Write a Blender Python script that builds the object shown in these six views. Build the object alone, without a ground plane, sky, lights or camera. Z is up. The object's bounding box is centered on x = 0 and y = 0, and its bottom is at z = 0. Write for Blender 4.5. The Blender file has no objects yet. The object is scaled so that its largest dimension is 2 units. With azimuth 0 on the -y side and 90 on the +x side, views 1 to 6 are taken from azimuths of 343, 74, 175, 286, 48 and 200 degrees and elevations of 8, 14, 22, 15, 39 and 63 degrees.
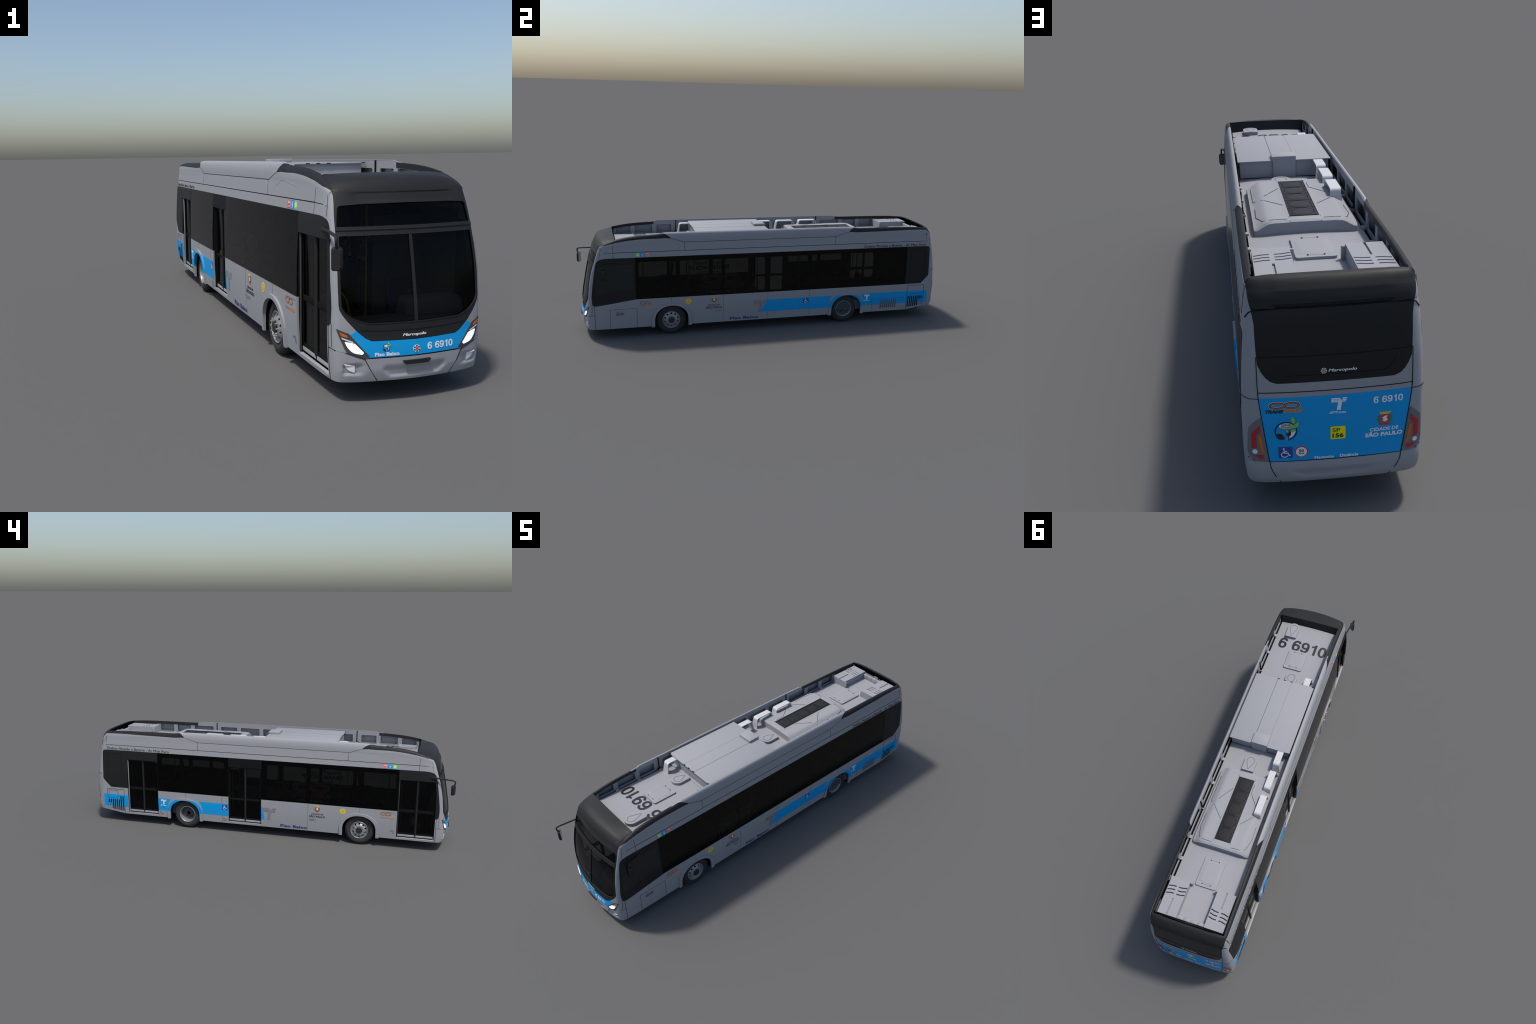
# City bus, built in code: shaped skins laid on one smooth body, with real parts on top.
import bpy, bmesh, random
from mathutils import Vector, Matrix
from mathutils.geometry import tessellate_polygon
import math
import numpy as np

# ---------------------------------------------------------------- body shape
def pchip(xs, ys):
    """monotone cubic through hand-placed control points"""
    xs = np.array(xs, float); ys = np.array(ys, float)
    h = np.diff(xs); d = np.diff(ys) / h
    m = np.zeros(len(xs)); m[0] = d[0]; m[-1] = d[-1]
    for i in range(1, len(xs) - 1):
        if d[i - 1] * d[i] > 0:
            w1, w2 = 2 * h[i] + h[i - 1], h[i] + 2 * h[i - 1]
            m[i] = (w1 + w2) / (w1 / d[i - 1] + w2 / d[i])
    def f(x):
        x = min(max(x, xs[0]), xs[-1])
        i = min(max(int(np.searchsorted(xs, x) - 1), 0), len(h) - 1)
        t = (x - xs[i]) / h[i]
        return float((1 + 2 * t) * (1 - t) ** 2 * ys[i] + t * (1 - t) ** 2 * h[i] * m[i]
                     + t * t * (3 - 2 * t) * ys[i + 1] + t * t * (t - 1) * h[i] * m[i + 1])
    return f

def smooth(a, b, x):
    t = min(max((x - a) / (b - a), 0.0), 1.0)
    return t * t * (3 - 2 * t)

def tent(a, b, c, d, x):
    return smooth(a, b, x) * (1 - smooth(c, d, x))

# half width of the body against height (flat side with tumblehome)
HALF = pchip([.04, .07, .10, .155, .26, .33, .423, .451, .494, .52], [.1885, .191, .193, .195, .1945, .192, .187, .184, .1795, .175])
# centre line of the front and of the back against height
FRONT = pchip([.045, .06, .08, .11, .157, .184, .221, .266, .311, .356, .392, .423, .449, .471],
              [-.974, -.978, -.981, -.981, -.978, -.977, -.973, -.965, -.957, -.948, -.939, -.930, -.922, -.913])
BACK = pchip([.06, .073, .090, .112, .126, .135, .215, .265, .315, .365, .415, .464, .515],
             [.982, .992, .998, 1.0, .998, .9965, .9965, .9955, .9915, .9855, .9765, .9665, .9515])
# windscreen dome above the front: extra profile, q runs on past the height
CAPQ = [.471, .49, .51, .53, .56, .60]
CAPY = pchip(CAPQ, [-.913, -.9045, -.893, -.877, -.848, -.8125])
CAPZ = pchip(CAPQ, [.471, .489, .503, .511, .5155, .518])

def front_profile(q):
    if q <= .471:
        return FRONT(q), q
    return CAPY(q), CAPZ(q)

def arc_table(us, ds):
    u = np.array(us); d = np.array(ds)
    fine = np.linspace(0, len(us) - 1, 400)
    idx = np.arange(len(us))
    pu, pd = pchip(idx, u), pchip(idx, d)
    U = np.array([pu(i) for i in fine]); D = np.array([pd(i) for i in fine])
    T = np.concatenate([[0], np.cumsum(np.hypot(np.diff(U) * .19, np.diff(D)))])
    return T, U, D

# plan of a corner: share of the half width against distance back from the end
FT, FU, FD = arc_table([0, .2, .4, .6, .735, .87, .94, .972, .987, 1, 1], [0, .0015, .0055, .0108, .016, .0235, .0305, .042, .06, .11, .14])
RT, RU, RD = arc_table([0, .25, .5, .73, .83, .89, .94, .965, .985, 1, 1], [0, .0006, .002, .005, .0075, .0105, .0155, .0205, .031, .057, .095])

kfront = pchip([.10, .15, .20, .25, .30, .35, .40, .45, .47, .50, .60], [1, 1, .95, .78, .66, .66, .74, .75, .75, .70, .06])

def wfront(q):
    z = front_profile(q)[1]
    return HALF(min(z, .494)) - .016 * smooth(.47, .6, q)

def front_map(t, q):
    s = -1 if t < 0 else 1
    a = abs(t)
    Y, z = front_profile(q)
    if a <= FT[-1]:
        u, d = np.interp(a, FT, FU), np.interp(a, FT, FD)
    else:
        u, d = 1.0, FD[-1] + a - FT[-1]
    y = Y + (kfront(q) * min(d, .11) + max(d - .11, 0))
    x = s * wfront(q) * u
    return np.array([x, y + front_relief(x, q), z - (.0035 * smooth(.5, .6, q) + .0145 * tent(.474, .510, .53, .6, q)) * u ** 4])

# visor above the back window
RCAPQ = [.474, .49, .503, .511, .53, .545, .56]
RCAPY = pchip(RCAPQ, [.9655, .9625, .957, .9515, .938, .929, .919])
RCAPZ = pchip(RCAPQ, [.474, .489, .503, .5105, .525, .530, .5315])

def rear_profile(q):
    if q <= .474:
        return BACK(q), q
    return RCAPY(q), RCAPZ(q)

def front_relief(x, q):
    """inward depth of the hollows of the front: plate recess, fog lamp pockets, brow"""
    ax = abs(x)
    half = .070 + .016 * smooth(.058, .078, q)
    d = .0042 * tent(.0565, .0645, .072, .092, q) * (1 - smooth(half - .016, half, ax))
    d += .0050 * tent(.066, .072, .088, .096, q) * tent(.118, .142, .166, .174, ax) * (1 if ax < .18 else 0)
    d += .0022 * tent(.4520, .4570, .4735, .4765, q) * (1 - smooth(.124, .134, ax))
    return d

def rear_relief(x, q):
    half = .078 + .026 * smooth(.085, .108, q)
    d = .0035 * tent(.080, .092, .094, .112, q) * (1 - smooth(half - .012, half, abs(x)))
    d += .006 * tent(.4735, .475, .478, .4835, q) * (1 - smooth(.119, .125, abs(x)))
    d -= .0018 * tent(.502, .509, .60, .61, q) * (1 - smooth(.117, .123, abs(x)))
    return d

def rear_map(t, q):
    """t grows towards -x, as one reads the back from left to right"""
    s = 1 if t < 0 else -1
    a = abs(t)
    if a <= RT[-1]:
        u, d = np.interp(a, RT, RU), np.interp(a, RT, RD)
    else:
        u, d = 1.0, RD[-1] + a - RT[-1]
    Y, z = rear_profile(q)
    x = s * (HALF(min(z, .515)) - .009 * smooth(.515, .56, q)) * u
    d *= 1 - .85 * smooth(.50, .56, q)
    return np.array([x, Y - d - rear_relief(x, q), z - .006 * smooth(.49, .54, q) * u ** 5])

def ft_x(x, q):
    return math.copysign(float(np.interp(abs(x) / wfront(q), FU[:380], FT[:380])), x)
def ft_y(y, q, s):
    Y = front_profile(q)[0]
    d = (y - Y)
    k = kfront(q)
    d = d / k if d < .11 * k else .11 + d - .11 * k
    return s * float(np.interp(d, FD, FT)) if d <= FD[-1] else s * (FT[-1] + d - FD[-1])
def rt_x(x, q):
    return -math.copysign(float(np.interp(abs(x) / HALF(q), RU[:380], RT[:380])), x)
def rt_y(y, q, s):
    d = BACK(q) - y
    return -s * float(np.interp(d, RD, RT)) if d <= RD[-1] else -s * (RT[-1] + d - RD[-1])

# roof fairing: height of its rim and of the start of its roll along the bus
RIM = pchip([-.90, -.886, -.875, -.86, -.84, -.81, -.765, -.72, -.652, -.60, -.58, -.562, -.4, .36, .473, .50, .63, .80, .88, .925, .95], [.466, .4815, .4885, .4965, .5035, .514, .523, .529, .534, .5365, .538, .5435, .5445, .5445, .5425, .536, .5355, .534, .530, .526, .521])
ROLL = pchip([-.90, -.82, -.70, -.60, .8, .95], [.470, .484, .492, .494, .494, .490])
QTOP = .56

def side_x(y, z):
    Y = FRONT(z); k = kfront(z)
    d = max(y - Y, 0); d = d / k if d < .11 * k else .11 + d - .11 * k
    uf = np.interp(d, FD, FU) if d < FD[-1] else 1.0
    r = max(BACK(z) - y, 0)
    ur = np.interp(r, RD, RU) if r < RD[-1] else 1.0
    return HALF(z) * uf * ur

def side_map(s, y, q):
    z0 = ROLL(y)
    if q <= z0:
        return np.array([s * side_x(y, q), y, q])
    a = min((q - z0) / (QTOP - z0), 1.0) * math.pi / 2
    x0 = side_x(y, z0)
    xr = min(.1622, x0 - .004)
    z = z0 + (RIM(y) - z0) * math.sin(a) ** .9
    return np.array([s * (xr + (x0 - xr) * math.cos(a) ** .85), y, z])

def q_of(y, z):
    z0 = ROLL(y)
    if z <= z0:
        return z
    v = min((z - z0) / (RIM(y) - z0), 1.0) ** (1 / .9)
    return z0 + math.asin(v) / (math.pi / 2) * (QTOP - z0)

random.seed(7)

# ---------------------------------------------------------------- materials
def srgb(r, g, b):
    return tuple(((c / 255 / 12.92) if c / 255 <= .04045 else ((c / 255 + .055) / 1.055) ** 2.4) for c in (r, g, b)) + (1,)

def material(name, col, rough=.5, metal=0.0, spec=.5, coat=0.0, grain=.03, emit=0.0):
    m = bpy.data.materials.new(name); m.use_nodes = True
    nt = m.node_tree; b = nt.nodes['Principled BSDF']
    tc = nt.nodes.new('ShaderNodeTexCoord')
    no = nt.nodes.new('ShaderNodeTexNoise'); no.inputs['Scale'].default_value = 35; no.inputs['Detail'].default_value = 4
    mx = nt.nodes.new('ShaderNodeMix'); mx.data_type = 'RGBA'
    c = col if len(col) == 4 else tuple(col) + (1,)
    mx.inputs[6].default_value = tuple(v * (1 - grain) for v in c[:3]) + (1,)
    mx.inputs[7].default_value = tuple(min(v * (1 + grain), 1) for v in c[:3]) + (1,)
    nt.links.new(tc.outputs['Object'], no.inputs['Vector'])
    nt.links.new(no.outputs['Fac'], mx.inputs[0])
    nt.links.new(mx.outputs[2], b.inputs['Base Color'])
    b.inputs['Roughness'].default_value = rough
    b.inputs['Metallic'].default_value = metal
    b.inputs['Specular IOR Level'].default_value = spec
    b.inputs['Coat Weight'].default_value = coat
    if emit:
        b.inputs['Emission Color'].default_value = c
        b.inputs['Emission Strength'].default_value = emit
    return m

def glass(name, tint, ior=1.3, rough=.12):
    """tinted sheet: see-through by the tint, with a Fresnel sheen"""
    m = bpy.data.materials.new(name); m.use_nodes = True
    nt = m.node_tree; nt.nodes.clear()
    out = nt.nodes.new('ShaderNodeOutputMaterial')
    tr = nt.nodes.new('ShaderNodeBsdfTransparent'); tr.inputs[0].default_value = tuple(tint) + (1,)
    gl = nt.nodes.new('ShaderNodeBsdfGlossy')
    gl.inputs['Color'].default_value = (.9, .9, .9, 1)
    gl.inputs['Roughness'].default_value = rough
    fr = nt.nodes.new('ShaderNodeFresnel'); fr.inputs[0].default_value = ior
    mix = nt.nodes.new('ShaderNodeMixShader')
    nt.links.new(fr.outputs[0], mix.inputs[0])
    nt.links.new(tr.outputs[0], mix.inputs[1]); nt.links.new(gl.outputs[0], mix.inputs[2])
    nt.links.new(mix.outputs[0], out.inputs[0])
    return m

SILVER = material('silver_paint', (.297, .302, .322), .6, 0, .25)
ROOFPAINT = material('roof_paint', (.297, .301, .319), .65, 0, .22)
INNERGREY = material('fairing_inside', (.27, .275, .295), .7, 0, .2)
BLACK = material('black_plastic', (.0175, .0175, .018), .55, 0, .25)
DARK = material('dark_panel', (.0140, .0140, .0145), .5, 0, .25)
BACKGLASS = material('back_window_black', (.0095, .010, .011), .4, 0, .3)
GREENGLASS = material('driver_window', (.0085, .0125, .0115), .35, 0, .4)
FRAME = material('window_frame_black', (.004, .004, .0045), .6, 0, .2)
SEAM = material('seam_black', (.008, .008, .009), .8, 0, .1)
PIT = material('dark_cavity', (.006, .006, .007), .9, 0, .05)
BLUE = material('livery_blue', (.004, .31, .69), .55, 0, .22)
STEEL = material('wheel_steel', (.30, .30, .30), .4, .35, .5)
HUB = material('hub_black', (.02, .02, .021), .5)
RUBBER = material('tyre_rubber', (.040, .040, .041), .8, 0, .2, grain=.12)
CHROME = material('lug_nut_steel', (.55, .55, .56), .3, .6, .5)
WHITE = material('marking_white', (.78, .79, .82), .5)
INKGREY = material('marking_grey', (.22, .22, .235), .5)
INK = material('marking_black', (.012, .012, .014), .5)
NAVY = material('marking_navy', (.012, .022, .16), .5)
ORANGE = material('marking_orange', (.72, .20, .012), .5)
YELLOW = material('marking_yellow', (.80, .52, .01), .5)
LIME = material('marking_lime', (.86, .80, .004), .5, spec=.2)
GREEN = material('marking_green', (.06, .20, .06), .5)
LEAFGREEN = material('marking_leaf_green', (.28, .50, .05), .5)
AQUA = material('marking_aqua', (.10, .52, .50), .5)
PINK = material('marking_pink', (.75, .42, .43), .5)
RED = material('marking_red', (.62, .03, .03), .5)
SIGNBLUE = material('marking_sign_blue', (.018, .055, .34), .5)
LAMPWHITE = material('lamp_white', (.95, .95, .95), .2, emit=1.1)
LAMPCLEAR = material('lamp_clear', (.75, .76, .80), .25)
LAMPORANGE = material('lamp_orange', (.62, .13, .008), .25)
LAMPRED = material('lamp_red', (.46, .012, .016), .25)
LAMPGREY = material('lamp_housing', (.052, .052, .055), .45)
TAILGREY = material('tail_lamp_housing', (.15, .15, .16), .45)
MIRRORGLASS = material('mirror_glass', (.42, .45, .50), .15, .6)
SEATBLUE = material('seat_fabric_blue', (.010, .014, .070), .85, grain=.3)
SEATYELLOW = material('seat_plastic_yellow', (.22, .19, .010), .6)
RAIL = material('handrail_yellow', (.30, .26, .012), .4)
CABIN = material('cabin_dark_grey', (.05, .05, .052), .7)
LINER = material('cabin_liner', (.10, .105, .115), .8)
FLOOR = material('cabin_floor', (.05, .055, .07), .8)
WINDOW = glass('tinted_window', (.175, .18, .18))
SCREEN = glass('windscreen', (.46, .465, .46), 1.2)
DOORGLASS = glass('door_window', (.22, .225, .225))

# ---------------------------------------------------------------- object helpers
BUS = bpy.data.objects.new('city_bus', None)
bpy.context.scene.collection.objects.link(BUS)
BUS['label'] = 'silver and blue single deck electric city bus'
BUS['category'] = 'bus'

def link(name, me, parent=BUS, loc=None):
    o = bpy.data.objects.new(name, me)
    bpy.context.scene.collection.objects.link(o)
    o.parent = parent
    if loc is not None:
        o.location = loc
    return o

def mesh_of(name, V, F, mats, smooth_angle=35, fm=None):
    me = bpy.data.meshes.new(name)
    me.from_pydata([tuple(v) for v in V], [], F)
    for m in (mats if isinstance(mats, (list, tuple)) else [mats]):
        me.materials.append(m)
    if fm is not None:
        for p, i in zip(me.polygons, fm):
            p.material_index = i
    for p in me.polygons:
        p.use_smooth = True
    me.set_sharp_from_angle(angle=math.radians(smooth_angle))
    me.update()
    return me

class Bag:
    """several pieces gathered into one mesh"""
    def __init__(self):
        self.V, self.F, self.M = [], [], []
    def add(self, V, F, m=0):
        n = len(self.V)
        self.V += [tuple(v) for v in V]
        self.F += [[i + n for i in f] for f in F]
        self.M += [m] * len(F)
        return self
    def build(self, name, mats, parent=BUS, stuff=False, angle=35):
        o = link(name, mesh_of(name, self.V, self.F, mats, angle, self.M), parent)
        if stuff:
            o['kind'] = 'stuff'
        return o

# ---------------------------------------------------------------- flat outlines
def rect(a0, a1, b0, b1):
    return [(a0, b0), (a1, b0), (a1, b1), (a0, b1)]

def rounded(pts, r, n=5):
    """outline with its corners rounded; r is one radius or one per corner"""
    out = []
    N = len(pts)
    for i in range(N):
        p = Vector(pts[i]); a = Vector(pts[i - 1]); b = Vector(pts[(i + 1) % N])
        ri = r[i] if isinstance(r, (list, tuple)) else r
        if ri <= 0:
            out.append(tuple(p)); continue
        u, v = (a - p), (b - p)
        k = min(ri, u.length * .48, v.length * .48)
        p0, p1 = p + u.normalized() * k, p + v.normalized() * k
        for j in range(n + 1):
            t = j / n
            out.append(tuple(p0 * (1 - t) ** 2 + p * 2 * t * (1 - t) + p1 * t * t))
    return out

def rrect(a0, a1, b0, b1, r, n=5):
    return rounded(rect(a0, a1, b0, b1), r, n)

def oval(ca, cb, ra, rb=None, n=24, a0=0, a1=360):
    rb = rb or ra
    m = n if a1 - a0 == 360 else n + 1
    return [(ca + ra * math.cos(math.radians(a0 + (a1 - a0) * i / n)), cb + rb * math.sin(math.radians(a0 + (a1 - a0) * i / n))) for i in range(m)]

def stroke(path, w, closed=False):
    """quads along a 2D path of width w"""
    P = [Vector(p) for p in path]
    N = len(P)
    V, F = [], []
    for i in range(N):
        a = P[i - 1] if (i or closed) else P[i]
        b = P[(i + 1) % N] if (i < N - 1 or closed) else P[i]
        d1 = (P[i] - a); d2 = (b - P[i])
        d1 = d1.normalized() if d1.length > 1e-9 else d2.normalized()
        d2 = d2.normalized() if d2.length > 1e-9 else d1
        t = (d1 + d2)
        t = t.normalized() if t.length > 1e-6 else d1
        nrm = Vector((-t.y, t.x))
        k = 1 / max(abs(nrm.dot(Vector((-d1.y, d1.x)))), .5)
        V += [tuple(P[i] + nrm * w * .5 * k), tuple(P[i] - nrm * w * .5 * k)]
    for i in range(N if closed else N - 1):
        j = (i + 1) % N
        F.append([2 * i, 2 * i + 1, 2 * j + 1, 2 * j])
    return V, F

def cut(V, F, grid, clips=()):
    """split flat faces on grid lines (so that they can bend) and clip half planes"""
    bm = bmesh.new()
    vs = [bm.verts.new((v[0], v[1], 0)) for v in V]
    for f in F:
        try:
            bm.faces.new([vs[i] for i in f])
        except ValueError:
            pass
    a0 = min(v[0] for v in V); a1 = max(v[0] for v in V)
    b0 = min(v[1] for v in V); b1 = max(v[1] for v in V)
    for ax, val, keep in clips:
        no = Vector((1, 0, 0)) if ax == 0 else Vector((0, 1, 0))
        bmesh.ops.bisect_plane(bm, geom=bm.verts[:] + bm.edges[:] + bm.faces[:], dist=1e-7,
                               plane_co=no * val, plane_no=no, clear_outer=keep < 0, clear_inner=keep > 0)
    ga, gb = grid
    def lines(g, lo, hi):
        if g is None:
            return []
        if isinstance(g, (int, float)):
            n = int((hi - lo) / g)
            return [lo + (hi - lo) * i / (n + 1) for i in range(1, n + 1)]
        return [x for x in g if lo < x < hi]
    for ax, g, lo, hi in ((0, ga, a0, a1), (1, gb, b0, b1)):
        no = Vector((1, 0, 0)) if ax == 0 else Vector((0, 1, 0))
        for val in lines(g, lo, hi):
            bmesh.ops.bisect_plane(bm, geom=bm.verts[:] + bm.edges[:] + bm.faces[:], dist=1e-7, plane_co=no * val, plane_no=no)
    bmesh.ops.remove_doubles(bm, verts=bm.verts[:], dist=1e-6)
    bm.verts.index_update()
    V2 = [(v.co.x, v.co.y) for v in bm.verts]
    F2 = [[v.index for v in f.verts] for f in bm.faces]
    bm.free()
    return V2, F2

def area2(P):
    return .5 * abs(sum(P[i - 1][0] * P[i][1] - P[i][0] * P[i - 1][1] for i in range(len(P))))

def fill(outline, holes=()):
    loops = [list(outline)] + [list(h) for h in holes]
    flat = [p for l in loops for p in l]
    tris = tessellate_polygon([[Vector((p[0], p[1], 0)) for p in l] for l in loops])
    want = area2(loops[0]) - sum(area2(h) for h in loops[1:])
    got = sum(area2([flat[i] for i in t]) for t in tris)
    if abs(want - got) > 2e-3 * want:
        print('FILL', want, got, loops[0][:3])
    return flat, [list(t) for t in tris]

def lay(V2, F2, mp, h=0.0, t=.003, up=None):
    """put flat faces on a surface: h above it, with edges t deep"""
    V, N = [], []
    e = 2e-4
    for a, b in V2:
        p = np.array(mp(a, b))
        n = np.cross(np.array(mp(a + e, b)) - np.array(mp(a - e, b)), np.array(mp(a, b + e)) - np.array(mp(a, b - e)))
        L = np.linalg.norm(n)
        n = n / L if L > 1e-14 else np.array([0, 0, 1.])
        ref = np.array(up) if up is not None else p - np.array([0, min(max(p[1], -.75), .75), .25])
        if n @ ref < 0:
            n = -n
        V.append(p + n * h); N.append(n)
    F = []
    for f in F2:
        p = [V[i] for i in f]
        n = np.zeros(3)
        for i in range(len(p)):
            n += np.cross(p[i] - p[0], p[(i + 1) % len(p)] - p[0])
        F.append(list(f) if n @ N[f[0]] >= 0 else list(reversed(f)))
    if t > 0:
        cnt = {}
        for f in F:
            for i in range(len(f)):
                a, b = f[i], f[(i + 1) % len(f)]
                cnt[(a, b)] = cnt.get((a, b), 0) + 1
        border = [(a, b) for (a, b) in cnt if (b, a) not in cnt]
        low = {}
        for a, b in border:
            for i in (a, b):
                if i not in low:
                    low[i] = len(V); V.append(V[i] - N[i] * t)
        for a, b in border:
            F.append([b, a, low[a], low[b]])
    return V, F

def skin(name, outline, mp, mat, h=0.0, t=.003, holes=(), grid=(None, None), clips=(), parent=BUS, bag=None, up=None, m=0):
    V2, F2 = fill(outline, holes)
    V2, F2 = cut(V2, F2, grid, clips)
    if not clips:
        got = sum(area2([V2[i] for i in f]) for f in F2)
        want = area2(outline) - sum(area2(q) for q in holes)
        if abs(got - want) > 2e-3 * want:
            print('FILL cut', name, want, got)
    V, F = lay(V2, F2, mp, h, t, up)
    if bag is not None:
        bag.add(V, F, m); return None
    return link(name, mesh_of(name, V, F, mat), parent)

def line(bag, path, mp, w=.0016, h=.0004, closed=False, step=.02, m=0, t=.0008, up=None):
    """thin dark joint along a path on a surface"""
    P = []
    n = len(path)
    for i in range(n if closed else n - 1):
        a, b = Vector(path[i]), Vector(path[(i + 1) % n])
        k = max(1, int((b - a).length / step))
        P += [tuple(a.lerp(b, j / k)) for j in range(k)]
    if not closed:
        P.append(tuple(path[-1]))
    V2, F2 = stroke(P, w, closed)
    V, F = lay(V2, F2, mp, h, t, up)
    bag.add(V, F, m)

_text = {}
def text_shape(s, bold=0.0):
    key = (s, bold)
    if key not in _text:
        cu = bpy.data.curves.new('lettering_source', 'FONT')
        cu.body = s; cu.size = 1; cu.offset = bold; cu.resolution_u = 3
        ob = bpy.data.objects.new('lettering_source', cu)
        bpy.context.scene.collection.objects.link(ob)
        bpy.context.view_layer.update()
        me = bpy.data.meshes.new_from_object(ob.evaluated_get(bpy.context.evaluated_depsgraph_get()))
        V = [(v.co.x, v.co.y) for v in me.vertices]
        F = [list(p.vertices) for p in me.polygons]
        bpy.data.objects.remove(ob); bpy.data.curves.remove(cu); bpy.data.meshes.remove(me)
        _text[key] = (V, F)
    return _text[key]

def letters(bag, s, box, mp, m=0, h=.0008, bold=.012, shear=0.0, up=None):
    if 'M' in s and bold > 0:
        # this glyph cannot be offset: thicken it by a second, slightly shifted layer
        k = bold * 1.2 * (box[1] - box[0]) / max(.5 * len(s), 1)
        letters(bag, s, (box[0], box[1] - k, box[2], box[3]), mp, m, h, 0, shear, up)
        letters(bag, s, (box[0] + k, box[1], box[2], box[3]), mp, m, h + .00012, 0, shear, up)
        return
    V, F = text_shape(s, bold)
    V = [(x + shear * y, y) for x, y in V]
    x0 = min(v[0] for v in V); x1 = max(v[0] for v in V); y0 = min(v[1] for v in V); y1 = max(v[1] for v in V)
    a0, a1, b0, b1 = box
    V = [(a0 + (x - x0) / (x1 - x0) * (a1 - a0), b0 + (y - y0) / (y1 - y0) * (b1 - b0)) for x, y in V]
    W, G = lay(V, F, mp, h, .0004, up)
    bag.add(W, G, m)

GLYPH = {
    '0': [('oval', .28, .5, .28, .5)],
    '1': [('path', [(.34, 0), (.34, 1)], 1), ('path', [(.08, .755), (.20, .775), (.29, .84), (.335, .96)], .85)],
    '2': [('path', [(.08, .68), (.10, .82), (.19, .91), (.30, .925), (.42, .89), (.475, .78), (.46, .65), (.36, .50), (.20, .33), (.10, .19), (.085, .08), (.55, .08)], 1)],
    '6': [('oval', .285, .33, .275, .33), ('path', [(.50, .74), (.46, .84), (.39, .905), (.29, .925), (.19, .88), (.115, .76), (.08, .58), (.085, .40)], 1)],
}
GLYPH['9'] = [(k[0], .56 - k[1], 1 - k[2], k[3], k[4]) if k[0] == 'oval' else ('path', [(.56 - x, 1 - y) for x, y in k[1]], k[2]) for k in GLYPH['6']]

def numerals(bag, s, box, mp, m=0, h=.0008, sw=.155, up=None, slant=0.0):
    """sturdy grotesque figures drawn with strokes"""
    a0, a1, b0, b1 = box
    x, V, F = 0.0, [], []
    for ch in s:
        if ch == ' ':
            x += .33; continue
        for g in GLYPH[ch]:
            if g[0] == 'oval':
                ra, rb = g[3] - sw / 2, g[4] - sw / 2
                P = []
                for k in range(28):
                    t = 2 * math.pi * k / 28
                    c, n = math.cos(t), math.sin(t)
                    P.append((g[1] + ra * math.copysign(abs(c) ** .88, c), g[2] + rb * math.copysign(abs(n) ** .88, n)))
                v, f = stroke(P, sw, True)
            else:
                v, f = stroke(g[1], sw * g[2])
            n0 = len(V)
            V += [(x + p[0] + slant * p[1], p[1]) for p in v]; F += [[i + n0 for i in q] for q in f]
        x += .57 if ch == '1' else .62
    x0 = min(v[0] for v in V); x1 = max(v[0] for v in V)
    V = [(a0 + (p[0] - x0) / (x1 - x0) * (a1 - a0), b0 + p[1] * (b1 - b0)) for p in V]
    W, G = lay(V, F, mp, h, .0004, up)
    bag.add(W, G, m)

def patch(bag, outline, mp, m=0, h=.0005, holes=(), up=None, t=.0006, grid=(None, None)):
    V2, F2 = fill(outline, holes)
    V2, F2 = cut(V2, F2, grid)
    V, F = lay(V2, F2, mp, h, t, up)
    bag.add(V, F, m)

def band(bag, path, w, mp, m=0, h=.0005, closed=False, up=None):
    V2, F2 = stroke(path, w, closed)
    V, F = lay(V2, F2, mp, h, .0004, up)
    bag.add(V, F, m)

def box_geo(x0, x1, y0, y1, z0, z1, bev=.002, seg=2, top=(1, 1)):
    bm = bmesh.new()
    bmesh.ops.create_cube(bm, size=1)
    cx, cy = (x0 + x1) / 2, (y0 + y1) / 2
    for v in bm.verts:
        sx, sy = (top if v.co.z > 0 else (1, 1))
        v.co = Vector((cx + v.co.x * (x1 - x0) * sx, cy + v.co.y * (y1 - y0) * sy, z0 + (v.co.z + .5) * (z1 - z0)))
    if bev > 0:
        bmesh.ops.bevel(bm, geom=bm.edges[:], offset=bev, segments=seg, profile=.5, affect='EDGES')
    bm.verts.index_update()
    V = [tuple(v.co) for v in bm.verts]; F = [[v.index for v in f.verts] for f in bm.faces]
    bm.free()
    return V, F

def box(name, dims, mat, bev=.002, parent=BUS, top=(1, 1), seg=2):
    V, F = box_geo(*dims, bev=bev, top=top, seg=seg)
    return link(name, mesh_of(name, V, F, mat), parent)

def tube_geo(path, r, n=8, smooth_path=0):
    P = [Vector(p) for p in path]
    for _ in range(smooth_path):
        Q = [P[0]]
        for i in range(len(P) - 1):
            Q += [P[i].lerp(P[i + 1], .25), P[i].lerp(P[i + 1], .75)]
        P = Q + [P[-1]]
    V, F = [], []
    prev = None
    for i, p in enumerate(P):
        d = (P[min(i + 1, len(P) - 1)] - P[max(i - 1, 0)]).normalized()
        if prev is None:
            u = d.orthogonal().normalized()
        else:
            u = (prev - d * prev.dot(d)).normalized()
        prev = u
        w = d.cross(u)
        rr = r if not callable(r) else r(i / (len(P) - 1))
        for k in range(n):
            a = 2 * math.pi * k / n
            V.append(tuple(p + (u * math.cos(a) + w * math.sin(a)) * rr))
    for i in range(len(P) - 1):
        for k in range(n):
            F.append([i * n + k, i * n + (k + 1) % n, (i + 1) * n + (k + 1) % n, (i + 1) * n + k])
    F.append(list(range(n))[::-1]); F.append([(len(P) - 1) * n + k for k in range(n)])
    return V, F

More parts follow.
